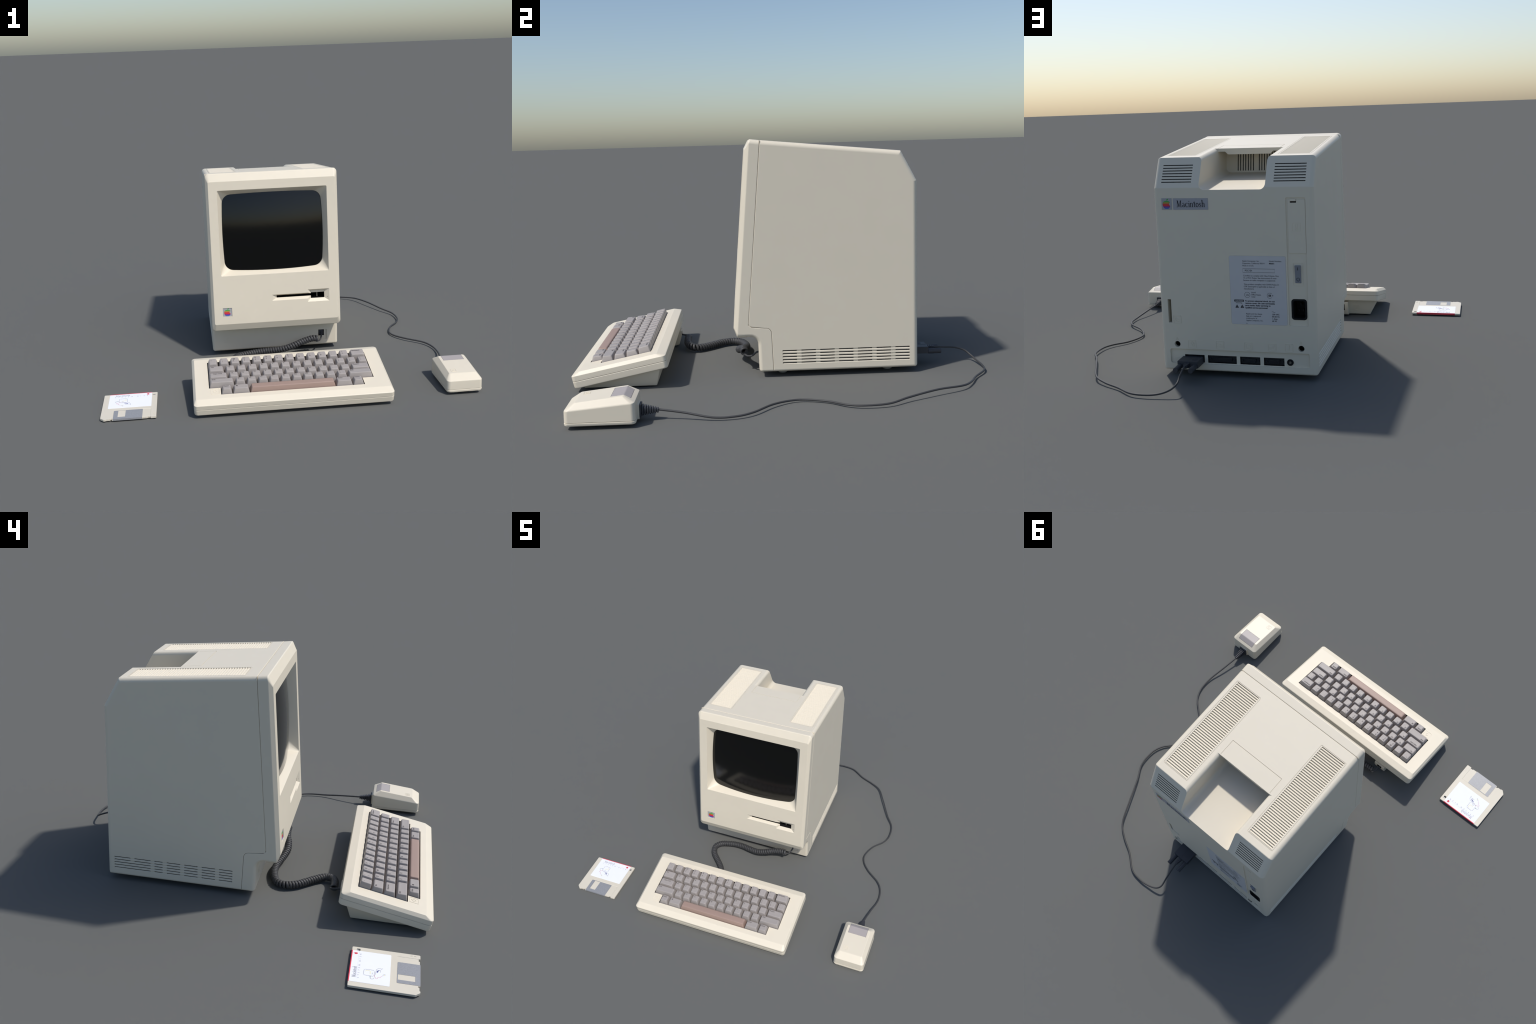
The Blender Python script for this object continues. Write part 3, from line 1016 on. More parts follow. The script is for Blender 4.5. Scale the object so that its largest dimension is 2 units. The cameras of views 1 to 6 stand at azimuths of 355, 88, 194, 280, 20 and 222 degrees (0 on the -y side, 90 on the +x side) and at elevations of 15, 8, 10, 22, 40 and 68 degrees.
# feet
for sx in (-1, 1):
    for y in (0.004, 0.511):
        bm = bmesh.new()
        F = frame((XC + sx * 0.300, y, 0.0), (1, 0, 0), (0, 1, 0))
        loft(bm, [cir(0.0170, 0.0), cir(0.0235, 0.0060), cir(0.0235, ZB + 0.002)], mtx=F)
        smooth(obj("foot", bm, FOOT, computer))

# =================================================================== KEYBOARD
keyboard = thing("keyboard", (XC, -0.75, 0.0), "tilted beige keyboard with grey keys and brown space bar", "keyboard")
TH = math.atan(0.2)
KB = frame((XC, -0.9668, 0.0735), (1, 0, 0), (0, math.cos(TH), math.sin(TH)))
KD, KH = 0.4385, 0.5165
SEAM = -0.0262


def rr_loop(hx, y0, y1, r, z, n=6, dz=0.0):
    """Rounded rectangle spanning y0..y1; z may slope from front (z) to back (z + dz)."""
    cy, hh = (y0 + y1) / 2, (y1 - y0) / 2
    return [(p[0], p[1], z + dz * (p[1] - y0) / (y1 - y0)) for p in rounded(hx, hh, r, n, 1, 0, cy)]


rK = 0.0185
T0, T1, TX = 0.0380, KD - 0.0385, 0.5035
bm = bmesh.new()
loft(bm, [rr_loop(KH - 0.0040, 0.0040, KD - 0.0040, rK, SEAM + 0.0002), rr_loop(KH - 0.0012, 0.0012, KD - 0.0012, rK, SEAM + 0.0006), rr_loop(KH, 0, KD, rK, SEAM + 0.0020), rr_loop(KH, 0, KD, rK, -0.0020), rr_loop(KH - 0.0008, 0.0012, KD - 0.0012, rK, -0.0002),
          rr_loop(KH - 0.0024, 0.0036, KD - 0.0036, rK, 0.0010), rr_loop(TX + 0.0008, T0 - 0.0024, T1 + 0.0024, 0.0085, 0.0133), rr_loop(TX - 0.0004, T0 - 0.0006, T1 + 0.0006, 0.0075, 0.0138), rr_loop(TX - 0.0018, T0 + 0.0014, T1 - 0.0014, 0.0065, 0.0140)], mtx=KB)
ktop = obj("upper_case", bm, BEIGE, keyboard)
bm = bmesh.new()
loft(bm, [rr_loop(KH - 0.0085, 0.0085, KD - 0.0085, 0.014, -0.0600), rr_loop(KH - 0.0040, 0.0040, KD - 0.0040, 0.016, -0.0588), rr_loop(KH - 0.0015, 0.0015, KD - 0.0015, rK, -0.0560), rr_loop(KH - 0.0008, 0.0008, KD - 0.0008, rK, -0.0520),
          rr_loop(KH, 0, KD, rK, SEAM - 0.0020), rr_loop(KH - 0.0012, 0.0012, KD - 0.0012, rK, SEAM - 0.0006), rr_loop(KH - 0.0040, 0.0040, KD - 0.0040, rK, SEAM - 0.0002)], mtx=KB)
kbot = obj("lower_case", bm, BEIGE, keyboard)
smooth(kbot, 30)
U = 0.05958
WL, WR = -0.4320, 0.4320
V4, V5 = 0.1284, 0.0692          # front edges of the fourth row and of the bottom row
VB = V4 + 4 * U + 0.0006
wellp = [(-6.25 * U - 0.001, V5 - 0.0006), (6.25 * U + 0.001, V5 - 0.0006), (6.25 * U + 0.001, V4 - 0.0006), (WR + 0.001, V4 - 0.0006), (WR + 0.001, VB), (WL - 0.001, VB), (WL - 0.001, V4 - 0.0006), (-6.25 * U - 0.001, V4 - 0.0006)]
bm = bmesh.new()
loft(bm, [[(p[0], p[1], -0.0170) for p in wellp], [(p[0], p[1], 0.05) for p in wellp]], mtx=KB)
cw = obj("cut", bm, WELL)
boolean(ktop, [cw])
for p in ktop.data.polygons:      # the upper rim of the well keeps the case colour
    pass
smooth(ktop, 30)

# tilt wedge with the cord socket
bm = bmesh.new()
tp = [KB @ Vector((x, v, -0.055)) for x, v in ((-0.473, 0.020), (0.473, 0.020), (0.505, KD - 0.038), (-0.505, KD - 0.038))]
bt = [Vector((XC - 0.462, -0.915, 0.0040)), Vector((XC + 0.462, -0.915, 0.0040)), Vector((XC + 0.462, -0.5855, 0.0040)), Vector((XC - 0.462, -0.5855, 0.0040))]
loft(bm, [bt, tp])
wedge = obj("wedge_base", bm, BEIGE, keyboard)
bevel(wedge, 0.004, 2, angle=40)
smooth(wedge)
for sx in (-1, 1):
    for y in (-0.88, -0.62):
        bm = bmesh.new()
        loft(bm, [cir(0.014, 0.0, 20), cir(0.016, 0.002, 20), cir(0.016, 0.0055, 20)], mtx=frame((XC + sx * 0.40, y, 0), (1, 0, 0), (0, 1, 0)))
        obj("foot", bm, FOOT, keyboard)
bm = bmesh.new()
sp = [(-0.600, 0.006), (-0.5570, 0.006), (-0.5372, 0.0120), (-0.5240, 0.0560), (-0.5228, 0.0900), (-0.600, 0.0900)]
a = [bm.verts.new((-0.3410, y, z)) for y, z in sp]
b = [bm.verts.new((-0.2680, y, z)) for y, z in sp]
fs = [bm.faces.new(a), bm.faces.new(b[::-1])] + [bm.faces.new((a[i], b[i], b[(i + 1) % 6], a[(i + 1) % 6])) for i in range(6)]
bmesh.ops.recalc_face_normals(bm, faces=fs)
sock = obj("cord_socket", bm, BEIGE, keyboard)
bevel(sock, 0.003, 2, angle=30)
boolean(sock, [foot_cut(-0.3210, -0.2890, 0.0400, 0.0780, -0.5, DARK, -0.575)])
smooth(sock)
# embossed icon by the bottom row, and one on the wedge
KT = KB @ Matrix.Translation((0, 0, 0.0140))
icon("embossed_icon", -0.4030, 0.0985, 0.0215, KT, fruit_lines(0.0145), keyboard, width=0.0018, h=0.0011)
WB = frame((XC, -0.5745, 0.045), (-1, 0, 0), (0, 0.25, 1))
icon("embossed_icon", 0.3800, 0.0, 0.0150, WB, fruit_lines(0.010), keyboard)

# ---- keycaps: per row (back height, front height, back inset, front inset)
ROWS = [dict(hb=0.0420, hf=0.0406, ib=0.0083, if_=0.0052), dict(hb=0.0345, hf=0.0360, ib=0.0100, if_=0.0076), dict(hb=0.0313, hf=0.0347, ib=0.0086, if_=0.0108),
        dict(hb=0.0345, hf=0.0400, ib=0.0066, if_=0.0137), dict(hb=0.0314, hf=0.0365, ib=0.0062, if_=0.0143)]
cap_meshes = {}


def key_mesh(wu, row, space=False):
    key = (wu, row, space)
    if key in cap_meshes:
        return cap_meshes[key]
    R = ROWS[row]
    bw, bd = wu * U / 2 - 0.0014, U / 2 - 0.0014
    tw = wu * U / 2 - 0.0114
    y0, y1 = -U / 2 + R["if_"], U / 2 - R["ib"]
    cy, th = (y0 + y1) / 2, (y1 - y0) / 2
    n = 4

    def top_z(y):
        t = (y - y0) / (y1 - y0)
        return R["hf"] + (R["hb"] - R["hf"]) * t

    def ring(hw, hh, r, dz):
        return [(p[0], p[1], top_z(p[1]) + dz) for p in rounded(hw, hh, r, n, 4, 0, cy)]
    base = [(p[0], p[1], -0.0140) for p in rounded(bw, bd, 0.004, n, 4)]
    shoulder = [(p[0], p[1], 0.010) for p in rounded(bw - 0.0010, bd - 0.0010, 0.004, n, 4, 0, cy * 0.15)]
    loops = [base, shoulder]
    loops.append(ring(tw + 0.0022, th + 0.0018, 0.0058, -0.0040))
    loops.append(ring(tw + 0.0007, th + 0.0006, 0.0052, -0.0009))
    loops.append(ring(tw - 0.0007, th - 0.0006, 0.0045, 0.0))
    sgn = 0.25 if space else -0.8
    loops.append(ring(max(tw - 0.008, tw * 0.5), th * 0.66, 0.004, sgn * 0.0009))
    loops.append(ring(max(tw - 0.014, tw * 0.25), th * 0.33, 0.002, sgn * 0.0013))
    bm = bmesh.new()
    loft(bm, loops, True, True)
    o = obj("keycap", bm, SPACEBAR if space else KEYGREY, None, False)
    me = o.data
    me.polygons.foreach_set("use_smooth", [True] * len(me.polygons))
    me.set_sharp_from_angle(angle=math.radians(60))
    cap_meshes[key] = (me, y0, y1)
    return cap_meshes[key]


layout = [
    (0, WL, V4 + 3 * U, [(1, "~\n`")] + [(1, f"{a}\n{b}") for a, b in zip("!@#$%^&*()", "1234567890")] + [(1, "_\n-"), (1, "+\n="), (1.5, "Backspace")]),
    (1, WL, V4 + 2 * U, [(1.5, "Tab")] + [(1, c) for c in "QWERTYUIOP"] + [(1, "{\n["), (1, "}\n]"), (1, "|\n\\")]),
    (2, WL, V4 + U, [(1.75, "Caps Lock")] + [(1, c) for c in "ASDFGHJKL"] + [(1, ":\n;"), (1, "\"\n'"), (1.75, "Return")]),
    (3, WL, V4, [(2.25, "Shift")] + [(1, c) for c in "ZXCVBNM"] + [(1, "<\n,"), (1, ">\n."), (1, "?\n/"), (2.25, "Shift")]),
    (4, -6.25 * U, V5, [(1, "Option"), (1.5, "#"), (7.5, None), (1.5, "Enter"), (1, "Option")]),
]
for row, x, v, keys in layout:
    for wu, txt in keys:
        me, y0, y1 = key_mesh(wu, row, txt is None)
        q = bpy.data.objects.new("space_bar" if txt is None else "keycap", me)
        COL.objects.link(q)
        adopt(q, keyboard)
        M = KB @ Matrix.Translation((x + wu * U / 2, v + U / 2, 0))
        q.matrix_basis = M
        x += wu * U
        if txt is None:
            continue
        R = ROWS[row]
        tw = wu * U / 2 - 0.0114
        ang = (R["hb"] - R["hf"]) / (y1 - y0)
        TF = frame((-tw, y1, R["hb"]), (1, 0, 0), (0, 1, ang))
        TF = M @ TF
        parts = []
        rows = txt.split("\n")
        if txt == "#":       # looped-square command mark
            o = strokes("key_legend", [['c'] + [(0.0110 + 0.0042 * (math.cos(t) + 0.55 * math.cos(3 * t + math.pi)) * 0.9, -0.0125 + 0.0042 * (math.sin(t) - 0.55 * math.sin(3 * t + math.pi)) * 0.9) for t in [i * math.pi / 16 for i in range(32)]]],
                        0.0013, TF, LEGEND, None, -0.0016, 0.0006)
            parts.append(o)
        elif len(txt) > 2 and "\n" not in txt:
            sz = 0.0118
            small = wu == 1
            parts.append(write(txt, sz, TF, (0.0015 if small else 0.005 + (0.010 if "Lock" in txt else 0), -0.0125), LEGEND, None, sx=0.80 if small else 0.92, bold=0.0002, depth=0.0003))
        elif len(rows) == 2:
            parts.append(write(rows[0], 0.0145, TF, (0.0065, -0.0145), LEGEND, None, depth=0.0003, bold=0.0))
            parts.append(write(rows[1], 0.0145, TF, (0.0065, -0.0330), LEGEND, None, depth=0.0003, bold=0.0))
        else:
            parts.append(write(txt, 0.0165, TF, (0.0055, -0.0150), LEGEND, None, depth=0.0003, bold=0.0))
        lg = merge("key_legend", parts)
        lg.parent = q
        bpy.context.view_layer.update()
        lg.matrix_parent_inverse = q.matrix_world.inverted()

# ---- coiled cord
axis = [(-0.283, -0.487, 0.046), (-0.245, -0.487, 0.042), (-0.195, -0.484, 0.036), (-0.155, -0.466, 0.029), (-0.143, -0.432, 0.023), (-0.166, -0.392, 0.0205), (-0.210, -0.343, 0.020),
        (-0.250, -0.297, 0.020), (-0.2690, -0.240, 0.020), (-0.247, -0.198, 0.020), (-0.202, -0.178, 0.021), (-0.142, -0.167, 0.024), (-0.083, -0.172, 0.031), (-0.020, -0.190, 0.041), (0.040, -0.204, 0.053),
        (0.097, -0.201, 0.069), (0.149, -0.187, 0.083), (0.200, -0.181, 0.095), (0.225, -0.180, 0.096), (0.240, -0.180, 0.092)]
P = even(spline(axis, 14), 0.0012)
RC, TURN = 0.0152, 0.0151
prev = None
hel = []
for i, p in enumerate(P):
    t = (P[min(i + 1, len(P) - 1)] - P[max(i - 1, 0)]).normalized()
    a = Vector((0, 0, 1)).cross(t) if prev is None else prev - t * prev.dot(t)
    a.normalize()
    prev = a
    hel.append((p, t, a, t.cross(a)))
bm = bmesh.new()
flat = lambda c: math.copysign(abs(c) ** 0.62, c)      # rounded-box section
rows = []
sub = 28
total = len(hel) - 1
nturn = total * 0.0012 / TURN
steps = int(nturn * sub)
for k in range(steps + 1):
    f = k / steps * total
    i = min(int(f), total - 1)
    w = f - i
    p = hel[i][0].lerp(hel[i + 1][0], w)
    t = hel[i][1].lerp(hel[i + 1][1], w).normalized()
    a = hel[i][2].lerp(hel[i + 1][2], w).normalized()
    b = t.cross(a)
    ph = 2 * math.pi * k / sub
    rad = a * math.cos(ph) + b * math.sin(ph)
    rows.append([p + rad * (RC + 0.0043 * flat(math.cos(2 * math.pi * j / 12))) + t * (0.0069 * flat(math.sin(2 * math.pi * j / 12))) for j in range(12)])
loft(bm, rows)
cord = obj("coiled_cord", bm, CABLE, keyboard)
smooth(cord, 60, False)
ph = 2 * math.pi * nturn
endp = hel[-1][0] + (hel[-1][2] * math.cos(ph) + hel[-1][3] * math.sin(ph)) * RC
startp = hel[0][0] + hel[0][2] * RC
bm = bmesh.new()
tube(bm, spline([startp, startp + Vector((-0.014, -0.003, 0.004)), (-0.3040, -0.512, 0.058), (-0.305, -0.530, 0.060), (-0.305, -0.56, 0.060)], 8), 0.0048)
tube(bm, spline([endp, endp + Vector((0.010, 0.006, -0.002)), (0.256, -0.160, 0.074), (0.268, -0.140, 0.080), (0.2755, -0.118, 0.098), (0.2765, -0.085, 0.103)], 8), 0.0048)
wire = obj("cord_lead", bm, CABLE, keyboard)
smooth(wire, 60, False)
box("jack_plug", (0.2640, -0.1020, 0.0880), (0.2890, -0.0820, 0.1180), PLUG, keyboard, 0.002, 2)
box("jack_plug", (-0.3170, -0.5560, 0.0450), (-0.2930, -0.5380, 0.0730), PLUG, keyboard, 0.002, 2)

# =================================================================== MOUSE
MX = 0.9043
mouse = thing("mouse", (MX, -0.75, 0.0), "boxy beige single-button mouse with long dark cable", "mouse")
MH = 0.0957
TW = 0.0722
MF, MBK = -0.8960, -0.6130
bm = bmesh.new()
ML = Matrix.Translation((MX, 0, 0))
rM = 0.0190
loft(bm, [rr_loop(MH - 0.0035, MF + 0.0035, MBK - 0.0035, rM, 0.0279), rr_loop(MH - 0.0010, MF + 0.0010, MBK - 0.0010, rM, 0.0282), rr_loop(MH, MF, MBK, rM, 0.0295), rr_loop(MH - 0.0004, MF + 0.0006, MBK - 0.0008, rM, 0.0720, dz=0.0245),
          rr_loop(MH - 0.0014, MF + 0.0020, MBK - 0.0024, rM, 0.0758, dz=0.0245), rr_loop(MH - 0.0040, MF + 0.0062, MBK - 0.0064, rM, 0.0790, dz=0.0240),
          rr_loop(TW + 0.0014, -0.8550, -0.6560, 0.0085, 0.1022, dz=0.0216), rr_loop(TW - 0.0002, -0.8528, -0.6582, 0.0075, 0.1035, dz=0.0214), rr_loop(TW - 0.0026, -0.8496, -0.6616, 0.0060, 0.1041, dz=0.0208)], mtx=ML)
mbody = obj("mouse_shell", bm, BEIGE, mouse)
# button pocket along the bend of the top
mp0 = Vector((MX, -0.8520, 0.1038))
mp1 = Vector((MX, -0.6590, 0.1252))
mp2 = Vector((MX, -0.6140, 0.1005))


def along(y):
    if y < -0.6590:
        f = (y + 0.8520) / (0.8520 - 0.6590)
        return 0.1038 + f * (0.1252 - 0.1038)
    f = (y + 0.6590) / (0.6590 - 0.6140)
    return 0.1252 + f * (0.1005 - 0.1252)


def button_shape(name, hw, y0, y1, zlo, zhi, mat, parent=None):
    ys = [y0, -0.6640, -0.6605, -0.6575, -0.6545, y1]
    zz = [along(y0), along(-0.6640), along(-0.6605) - 0.0002, along(-0.6575) - 0.0004, along(-0.6545) - 0.0002, along(y1)]
    bm = bmesh.new()
    ring = [(y, z + zhi) for y, z in zip(ys, zz)] + [(y, z + zlo) for y, z in zip(ys[::-1], zz[::-1])]
    loft(bm, [[(MX - hw, y, z) for y, z in ring], [(MX + hw, y, z) for y, z in ring]])
    return obj(name, bm, mat, parent)


boolean(mbody, [button_shape("cut", 0.0575, -0.7120, -0.6315, -0.008, 0.02, DARK)])
# cable boot recess at the back
bm = bmesh.new()
add_box(bm, (MX - 0.0300, -0.6190, 0.0150), (MX + 0.0300, -0.58, 0.0700))
boolean(mbody, [obj("cut", bm, BEIGE)])
smooth(mbody, 30)
btn = button_shape("mouse_button", 0.0567, -0.7112, -0.6323, -0.0085, 0.0004, BUTTON, mouse)
bevel(btn, 0.0010, 2, angle=40)
smooth(btn, 30)
for dx in (-0.023, 0.025):
    box("button_mark", (MX + dx - 0.0022, -0.7072, along(-0.706) - 0.0002), (MX + dx + 0.0022, -0.7030, along(-0.706) + 0.0008), KEYGREY, btn, 0.0006, 1)
bm = bmesh.new()
loft(bm, [[(MX + p[0], -0.75435 + p[1], z) for p in rounded(hx, hy, 0.018, 6)] for hx, hy, z in
          ((MH - 0.0070, 0.1365, 0.0130), (MH - 0.0025, 0.1405, 0.0145), (MH - 0.0002, 0.1420, 0.0185), (MH + 0.0002, 0.1420, 0.0257), (MH - 0.0012, 0.1406, 0.0270), (MH - 0.0035, 0.1385, 0.0273))])
mbase = obj("mouse_base", bm, BEIGE, mouse)
smooth(mbase, 30)
bm = bmesh.new()
loft(bm, [cir(0.036, 0.0045, 32), cir(0.045, 0.0075, 32), cir(0.052, 0.0135, 32)], mtx=frame((MX, -0.790, 0), (1, 0, 0), (0, 1, 0)))
smooth(obj("ball_ring", bm, BEIGE, mouse), 50)
for sx in (-1, 1):
    for y in (-0.87, -0.64):
        box("glide_pad", (MX + sx * 0.045 - 0.015, y - 0.006, 0.0030), (MX + sx * 0.045 + 0.015, y + 0.006, 0.0140), FOOT, mouse, 0.002, 2)
# socket frame and ribbed boot
bm = bmesh.new()
fr = rounded(0.0310, 0.0310, 0.003, 2, 1, 0, 0.0430)
fr2 = rounded(0.0262, 0.0268, 0.002, 2, 1, 0, 0.0430)
MB = frame((MX, -0.6120, 0), (-1, 0, 0), (0, 0, 1))
loft(bm, [[(p[0], p[1], -0.006) for p in fr], [(p[0], p[1], 0.0060) for p in fr], [(p[0], p[1], 0.0060) for p in fr2], [(p[0], p[1], 0.0)for p in fr2]], mtx=MB)
mfr = obj("cable_socket", bm, BEIGE, mouse)
bevel(mfr, 0.0012, 2, angle=40)
smooth(mfr)
slab("boot_plate", rounded(0.0258, 0.0262, 0.002, 2, 1, 0, 0.0430), -0.001, 0.0130, MB, PLUG, mouse, 0.0015, 2)
bm = bmesh.new()
loops = []
nr = 7
for i in range(nr):
    z0 = 0.0130 + 0.0098 * i
    r = 0.0205 - 0.0017 * i
    cen = 0.0425 - 0.0006 * i
    for z, rr in ((z0, r * 0.70), (z0 + 0.0030, r * 0.70), (z0 + 0.0034, r), (z0 + 0.0088, r * 0.96), (z0 + 0.0092, r * 0.68)):
        loops.append([(p[0], p[1] + cen, z) for p in rounded(rr * 1.05, rr, rr * 0.45, 3)])
loft(bm, loops, mtx=MB)
boot = obj("ribbed_boot", bm, PLUG, mouse)
smooth(boot, 30, False)
# embossed icon near the front
ml = Vector((0, 0.1930, 0.0214)).normalized()
MT = frame((0.8525 + 0.0115, -0.8230, along(-0.8230) + 0.0001), (1, 0, 0), ml)
icon("embossed_icon", 0, 0, 0.0135, MT, fruit_lines(0.0095), mouse, width=0.0016, h=0.0009)
# cable
cab = [(MX, -0.560, 0.0420), (0.905, -0.525, 0.0395), (0.920, -0.430, 0.0290), (0.9420, -0.310, 0.0110), (0.936, -0.218, 0.0100), (0.900, -0.146, 0.0120), (0.813, -0.067, 0.0120), (0.760, 0.010, 0.0085), (0.750, 0.080, 0.0070),
       (0.783, 0.172, 0.0070), (0.842, 0.245, 0.0090), (0.866, 0.318, 0.0110), (0.857, 0.420, 0.0130), (0.803, 0.513, 0.0190), (0.736, 0.650, 0.0260), (0.673, 0.775, 0.0190), (0.600, 0.835, 0.0120), (0.510, 0.883, 0.0085),
       (0.420, 0.948, 0.0105), (0.343, 0.9622, 0.0115), (0.278, 0.955, 0.0170), (0.229, 0.938, 0.0330), (0.206, 0.910, 0.0540), (0.211, 0.860, 0.0700), (0.223, 0.785, 0.0780), (0.2265, 0.740, 0.0790), (0.2265, 0.71, 0.0790)]
bm = bmesh.new()
tube(bm, even(spline(cab, 16), 0.006), 0.0047, 12)
cable = obj("mouse_cable", bm, CABLE, mouse)
smooth(cable, 60, False)
# connector at the computer's back
plug = box("connector_plug", (0.1745, 0.6230, 0.0610), (0.2765, 0.7170, 0.0945), PLUG, mouse, 0.002, 2)
for x in (0.2630, 0.1895):
    bm = bmesh.new()
    F = frame((x, 0.70, 0.0700), (-1, 0, 0), (0, 0, 1))
    loft(bm, [cir(0.0105, 0.0), cir(0.0105, 0.016), cir(0.0128, 0.018), cir(0.0128, 0.079), cir(0.0118, 0.081)], mtx=F)
    smooth(obj("thumb_screw", bm, PLUG, plug))
bm = bmesh.new()
F = frame((0.2265, 0.715, 0.0785), (-1, 0, 0), (0, 0, 1))
loops = []
for i in range(4):
    r = 0.0125 - 0.0011 * i
    z0 = 0.0105 * i
    for z, rr in ((z0, r), (z0 + 0.0072, r), (z0 + 0.0076, r * 0.65), (z0 + 0.0100, r * 0.65)):
        loops.append([(p[0], p[1], z) for p in rounded(rr, rr * 0.85, rr * 0.3, 3)])
loft(bm, loops, mtx=F)
smooth(obj("strain_relief", bm, PLUG, plug), 30, False)
strokes("plug_mark", [['c'] + rounded(0.011, 0.008, 0.001, 1, 1, 0.200, 0.685)], 0.0016, frame((0, 0, 0.0945), (1, 0, 0), (0, 1, 0)), PLUG, plug, -0.0005, 0.0008)
strokes("plug_mark", [[(0.226, 0.640), (0.226, 0.714)]], 0.0020, frame((0, 0, 0.0945), (1, 0, 0), (0, 1, 0)), PLUG, plug, -0.0005, 0.0006)

# =================================================================== FLOPPY DISK
disk = thing("floppy_disk", (-0.858, -0.765, 0.0), "beige floppy disk with white label and steel shutter", "floppy disk")
ZD0, ZD1 = 0.0034, 0.0136
body = [(-0.9820, -0.9130), (-0.9720, -0.9130), (-0.9690, -0.9095), (-0.9500, -0.9095), (-0.9460, -0.9040), (-0.9390, -0.9040), (-0.9390, -0.9130), (-0.7860, -0.9130), (-0.7860, -0.9110), (-0.7630, -0.9110),
        (-0.7580, -0.9060), (-0.7445, -0.9060), (-0.7445, -0.9130), (-0.7190, -0.9130), (-0.7155, -0.9095), (-0.7155, -0.6205), (-0.7190, -0.6170), (-0.9965, -0.6170), (-1.0, -0.6205), (-1.0, -0.8940)]
FL = frame((0, 0, 0), (1, 0, 0), (0, 1, 0))
dbody = slab("disk_case", body, ZD0, ZD1, FL, DISK, disk)
cuts = []
bm = bmesh.new()
add_box(bm, (-0.7415, -0.6525, 0.0), (-0.7275, -0.6370, 0.02))          # write-protect window
cuts.append(obj("cut", bm, DISK))
bm = bmesh.new()
add_box(bm, (-0.9370, -0.92, ZD1 - 0.0008), (-0.7445, -0.8145, 0.02))     # shutter track
cuts.append(obj("cut", bm, DISK))
bm = bmesh.new()
add_box(bm, (-0.9990, -0.8995, -0.01), (-1.002, -0.8880, 0.0085))
cuts.append(obj("cut", bm, DISK))
boolean(dbody, cuts)
bevel(dbody, 0.0006, 1, angle=50)
box("write_protect_tab", (-0.7413, -0.6440, 0.0060), (-0.7277, -0.6372, 0.0105), SHUTTER, disk)
# label sheet, wrapping over the back edge with a red border
labp = [(-0.7445, -0.6172), (-0.9700, -0.6172)] + [p for p in arc(-0.9665, -0.7845, 0.0035, 180, 270, 4)] + arc(-0.7480, -0.7845, 0.0035, 270, 360, 4)
sheet = slab("disk_label", labp, ZD1 - 0.0002, ZD1 + 0.0006, FL, PAPER, disk)
bm = bmesh.new()
add_box(bm, (-0.9700, -0.6206, ZD1 + 0.0001), (-0.7445, -0.6163, ZD1 + 0.0011))
add_box(bm, (-0.9700, -0.6170, ZD0 + 0.0010), (-0.7445, -0.6163, ZD1 + 0.0001))
obj("red_border", bm, RED, sheet)
LF = frame((0, 0, ZD1 + 0.0006), (1, 0, 0), (0, 1, 0))
serif_word(LF @ Matrix.Translation((-0.9395, -0.6460, 0)), 0.0165, 0.0770, INK, sheet, "printed_text", 0.8)
for i, ch in enumerate("SYSTEM DISK"):
    if ch != " ":
        write(ch, 0.0105, LF, (-0.9420 + 0.01745 * i - (0.004 if i > 6 else 0), -0.6600), INK, sheet, depth=0.0003)
fruit_logo(0.0175, LF @ Matrix.Translation((-0.7655, -0.6345, 0)), sheet, mats=[RED] * 6, z=0.0004)
strokes("printed_rule", [[(-0.9420, -0.6490), (-0.7450, -0.6490)]], 0.0006, LF, RULE, sheet, -0.0002, 0.0002)


def art(lines, mat, w=0.0012):
    return strokes("printed_drawing", lines, w, LF, mat, sheet, -0.0002, 0.00035)


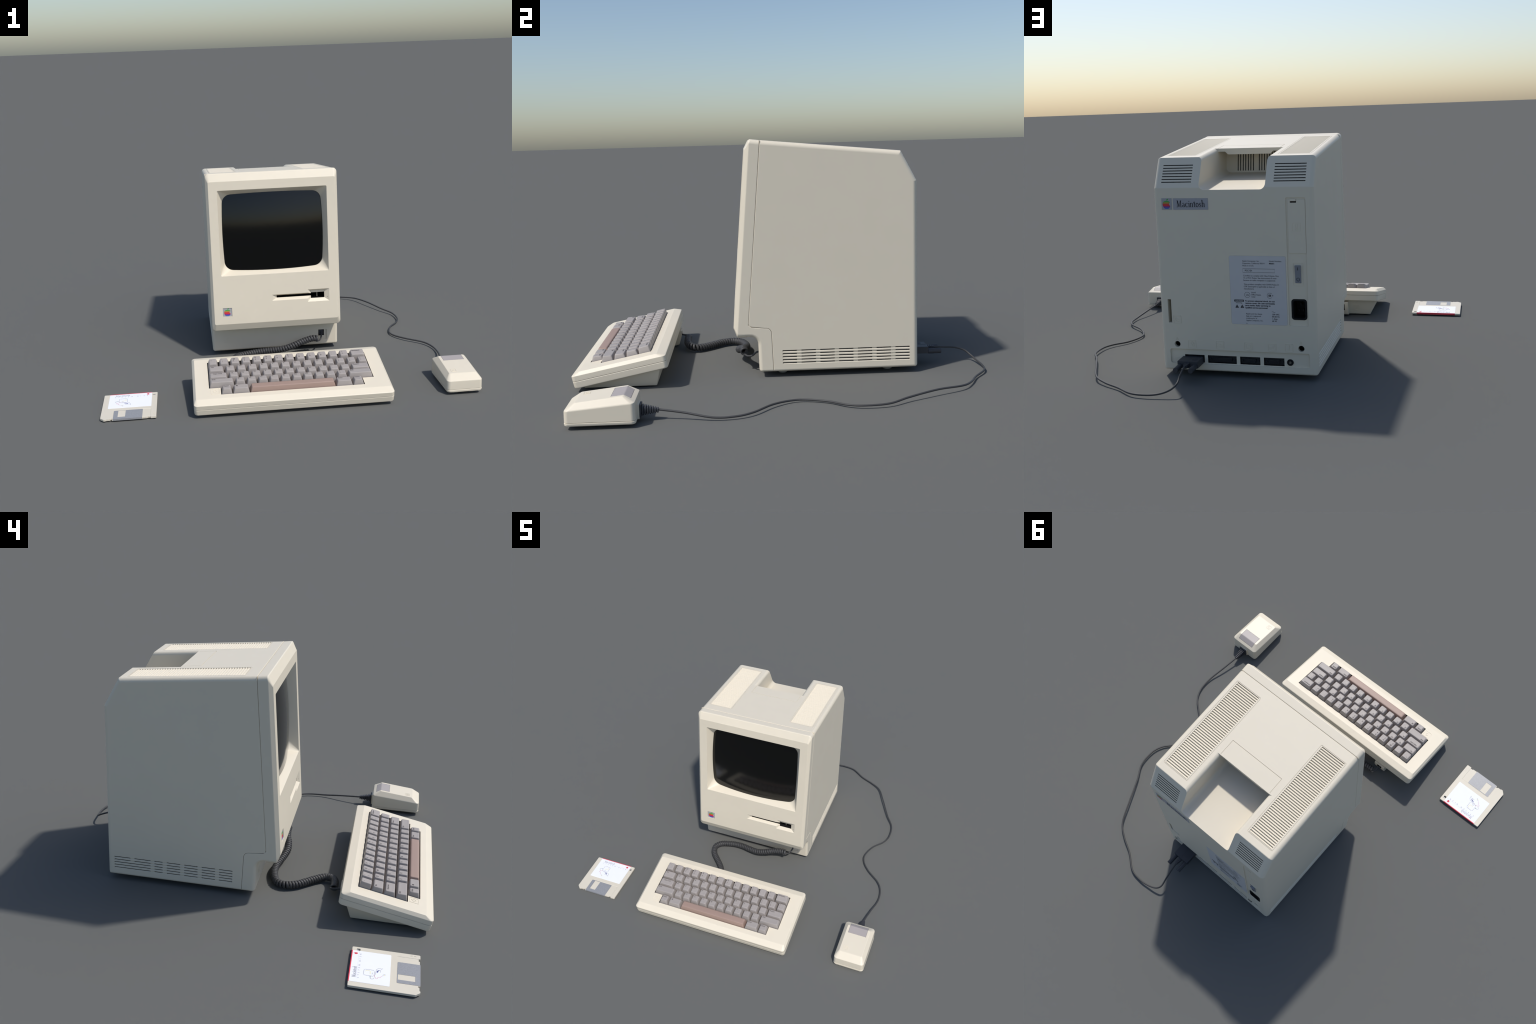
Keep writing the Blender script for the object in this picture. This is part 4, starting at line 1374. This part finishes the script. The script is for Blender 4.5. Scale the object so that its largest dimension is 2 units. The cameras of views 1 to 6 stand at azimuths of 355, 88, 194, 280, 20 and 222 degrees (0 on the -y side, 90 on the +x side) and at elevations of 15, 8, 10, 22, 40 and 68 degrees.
art([[(-0.9160, -0.7170), (-0.9150, -0.6790)], [(-0.9120, -0.6775), (-0.8800, -0.6780), (-0.8750, -0.6800)], [(-0.8735, -0.6830), (-0.8735, -0.7200)],
     [(-0.9030, -0.7130), (-0.8920, -0.7140)], [(-0.9150, -0.7215), (-0.8800, -0.7225)]], INK)
art([[(-0.9030, -0.7050), (-0.8830, -0.7040), (-0.8800, -0.6980), (-0.8810, -0.6880), (-0.8880, -0.6850)]], INK_YELLOW, 0.0016)
art([[(-0.9030, -0.7270), (-0.8660, -0.7290), (-0.8580, -0.7360), (-0.8550, -0.7500), (-0.8600, -0.7510)], [(-0.8830, -0.7470), (-0.8640, -0.7480)], [(-0.8580, -0.7500), (-0.8530, -0.7560)]], INK)
art([[(-0.8880, -0.7320), (-0.8690, -0.7400)], [(-0.8850, -0.7360), (-0.8700, -0.7360)], [(-0.8800, -0.7300), (-0.8680, -0.7440)]], INK_BLUE, 0.0024)
art([[(-0.9050, -0.7220), (-0.9180, -0.7250), (-0.9280, -0.7290), (-0.9300, -0.7350), (-0.9180, -0.7390), (-0.9190, -0.7460), (-0.9080, -0.7540)]], INK_PINK)
art([[(-0.9060, -0.7580), (-0.8970, -0.7590), (-0.8920, -0.7650), (-0.8960, -0.7690)]], INK)
art([[(-0.9020, -0.7650), (-0.8960, -0.7630)]], INK_YELLOW, 0.0020)
art([[(-0.9220, -0.7070), (-0.9320, -0.7060), (-0.9370, -0.7120), (-0.9340, -0.7200), (-0.9260, -0.7230)], [(-0.9230, -0.7100), (-0.9190, -0.7050)]], INK)
art([[(-0.9260, -0.7075), (-0.9220, -0.7030)]], INK_GREEN, 0.0018)
# sliding shutter with its window
shp = [(-0.9350, -0.9137), (-0.7870, -0.9137)] + arc(-0.7910, -0.8210, 0.0045, 0, 90, 3) + arc(-0.9310, -0.8210, 0.0045, 90, 180, 3)
sh = slab("shutter", shp, ZD0 + 0.0008, ZD1 + 0.0001, FL, SHUTTER, disk)
bm = bmesh.new()
add_box(bm, (-0.9125, -0.8925, 0.0110), (-0.8745, -0.8205, 0.02))
boolean(sh, [obj("cut", bm, DISK)])
strokes("embossed_arrow", [[(-0.7305, -0.8960), (-0.7260, -0.8850), (-0.7230, -0.8960)], ['c', (-0.7310, -0.8720), (-0.7230, -0.8720), (-0.7230, -0.8790), (-0.7310, -0.8790)]], 0.0012,
        frame((0, 0, ZD1), (1, 0, 0), (0, 1, 0)), DISK, disk, -0.0004, 0.0006)
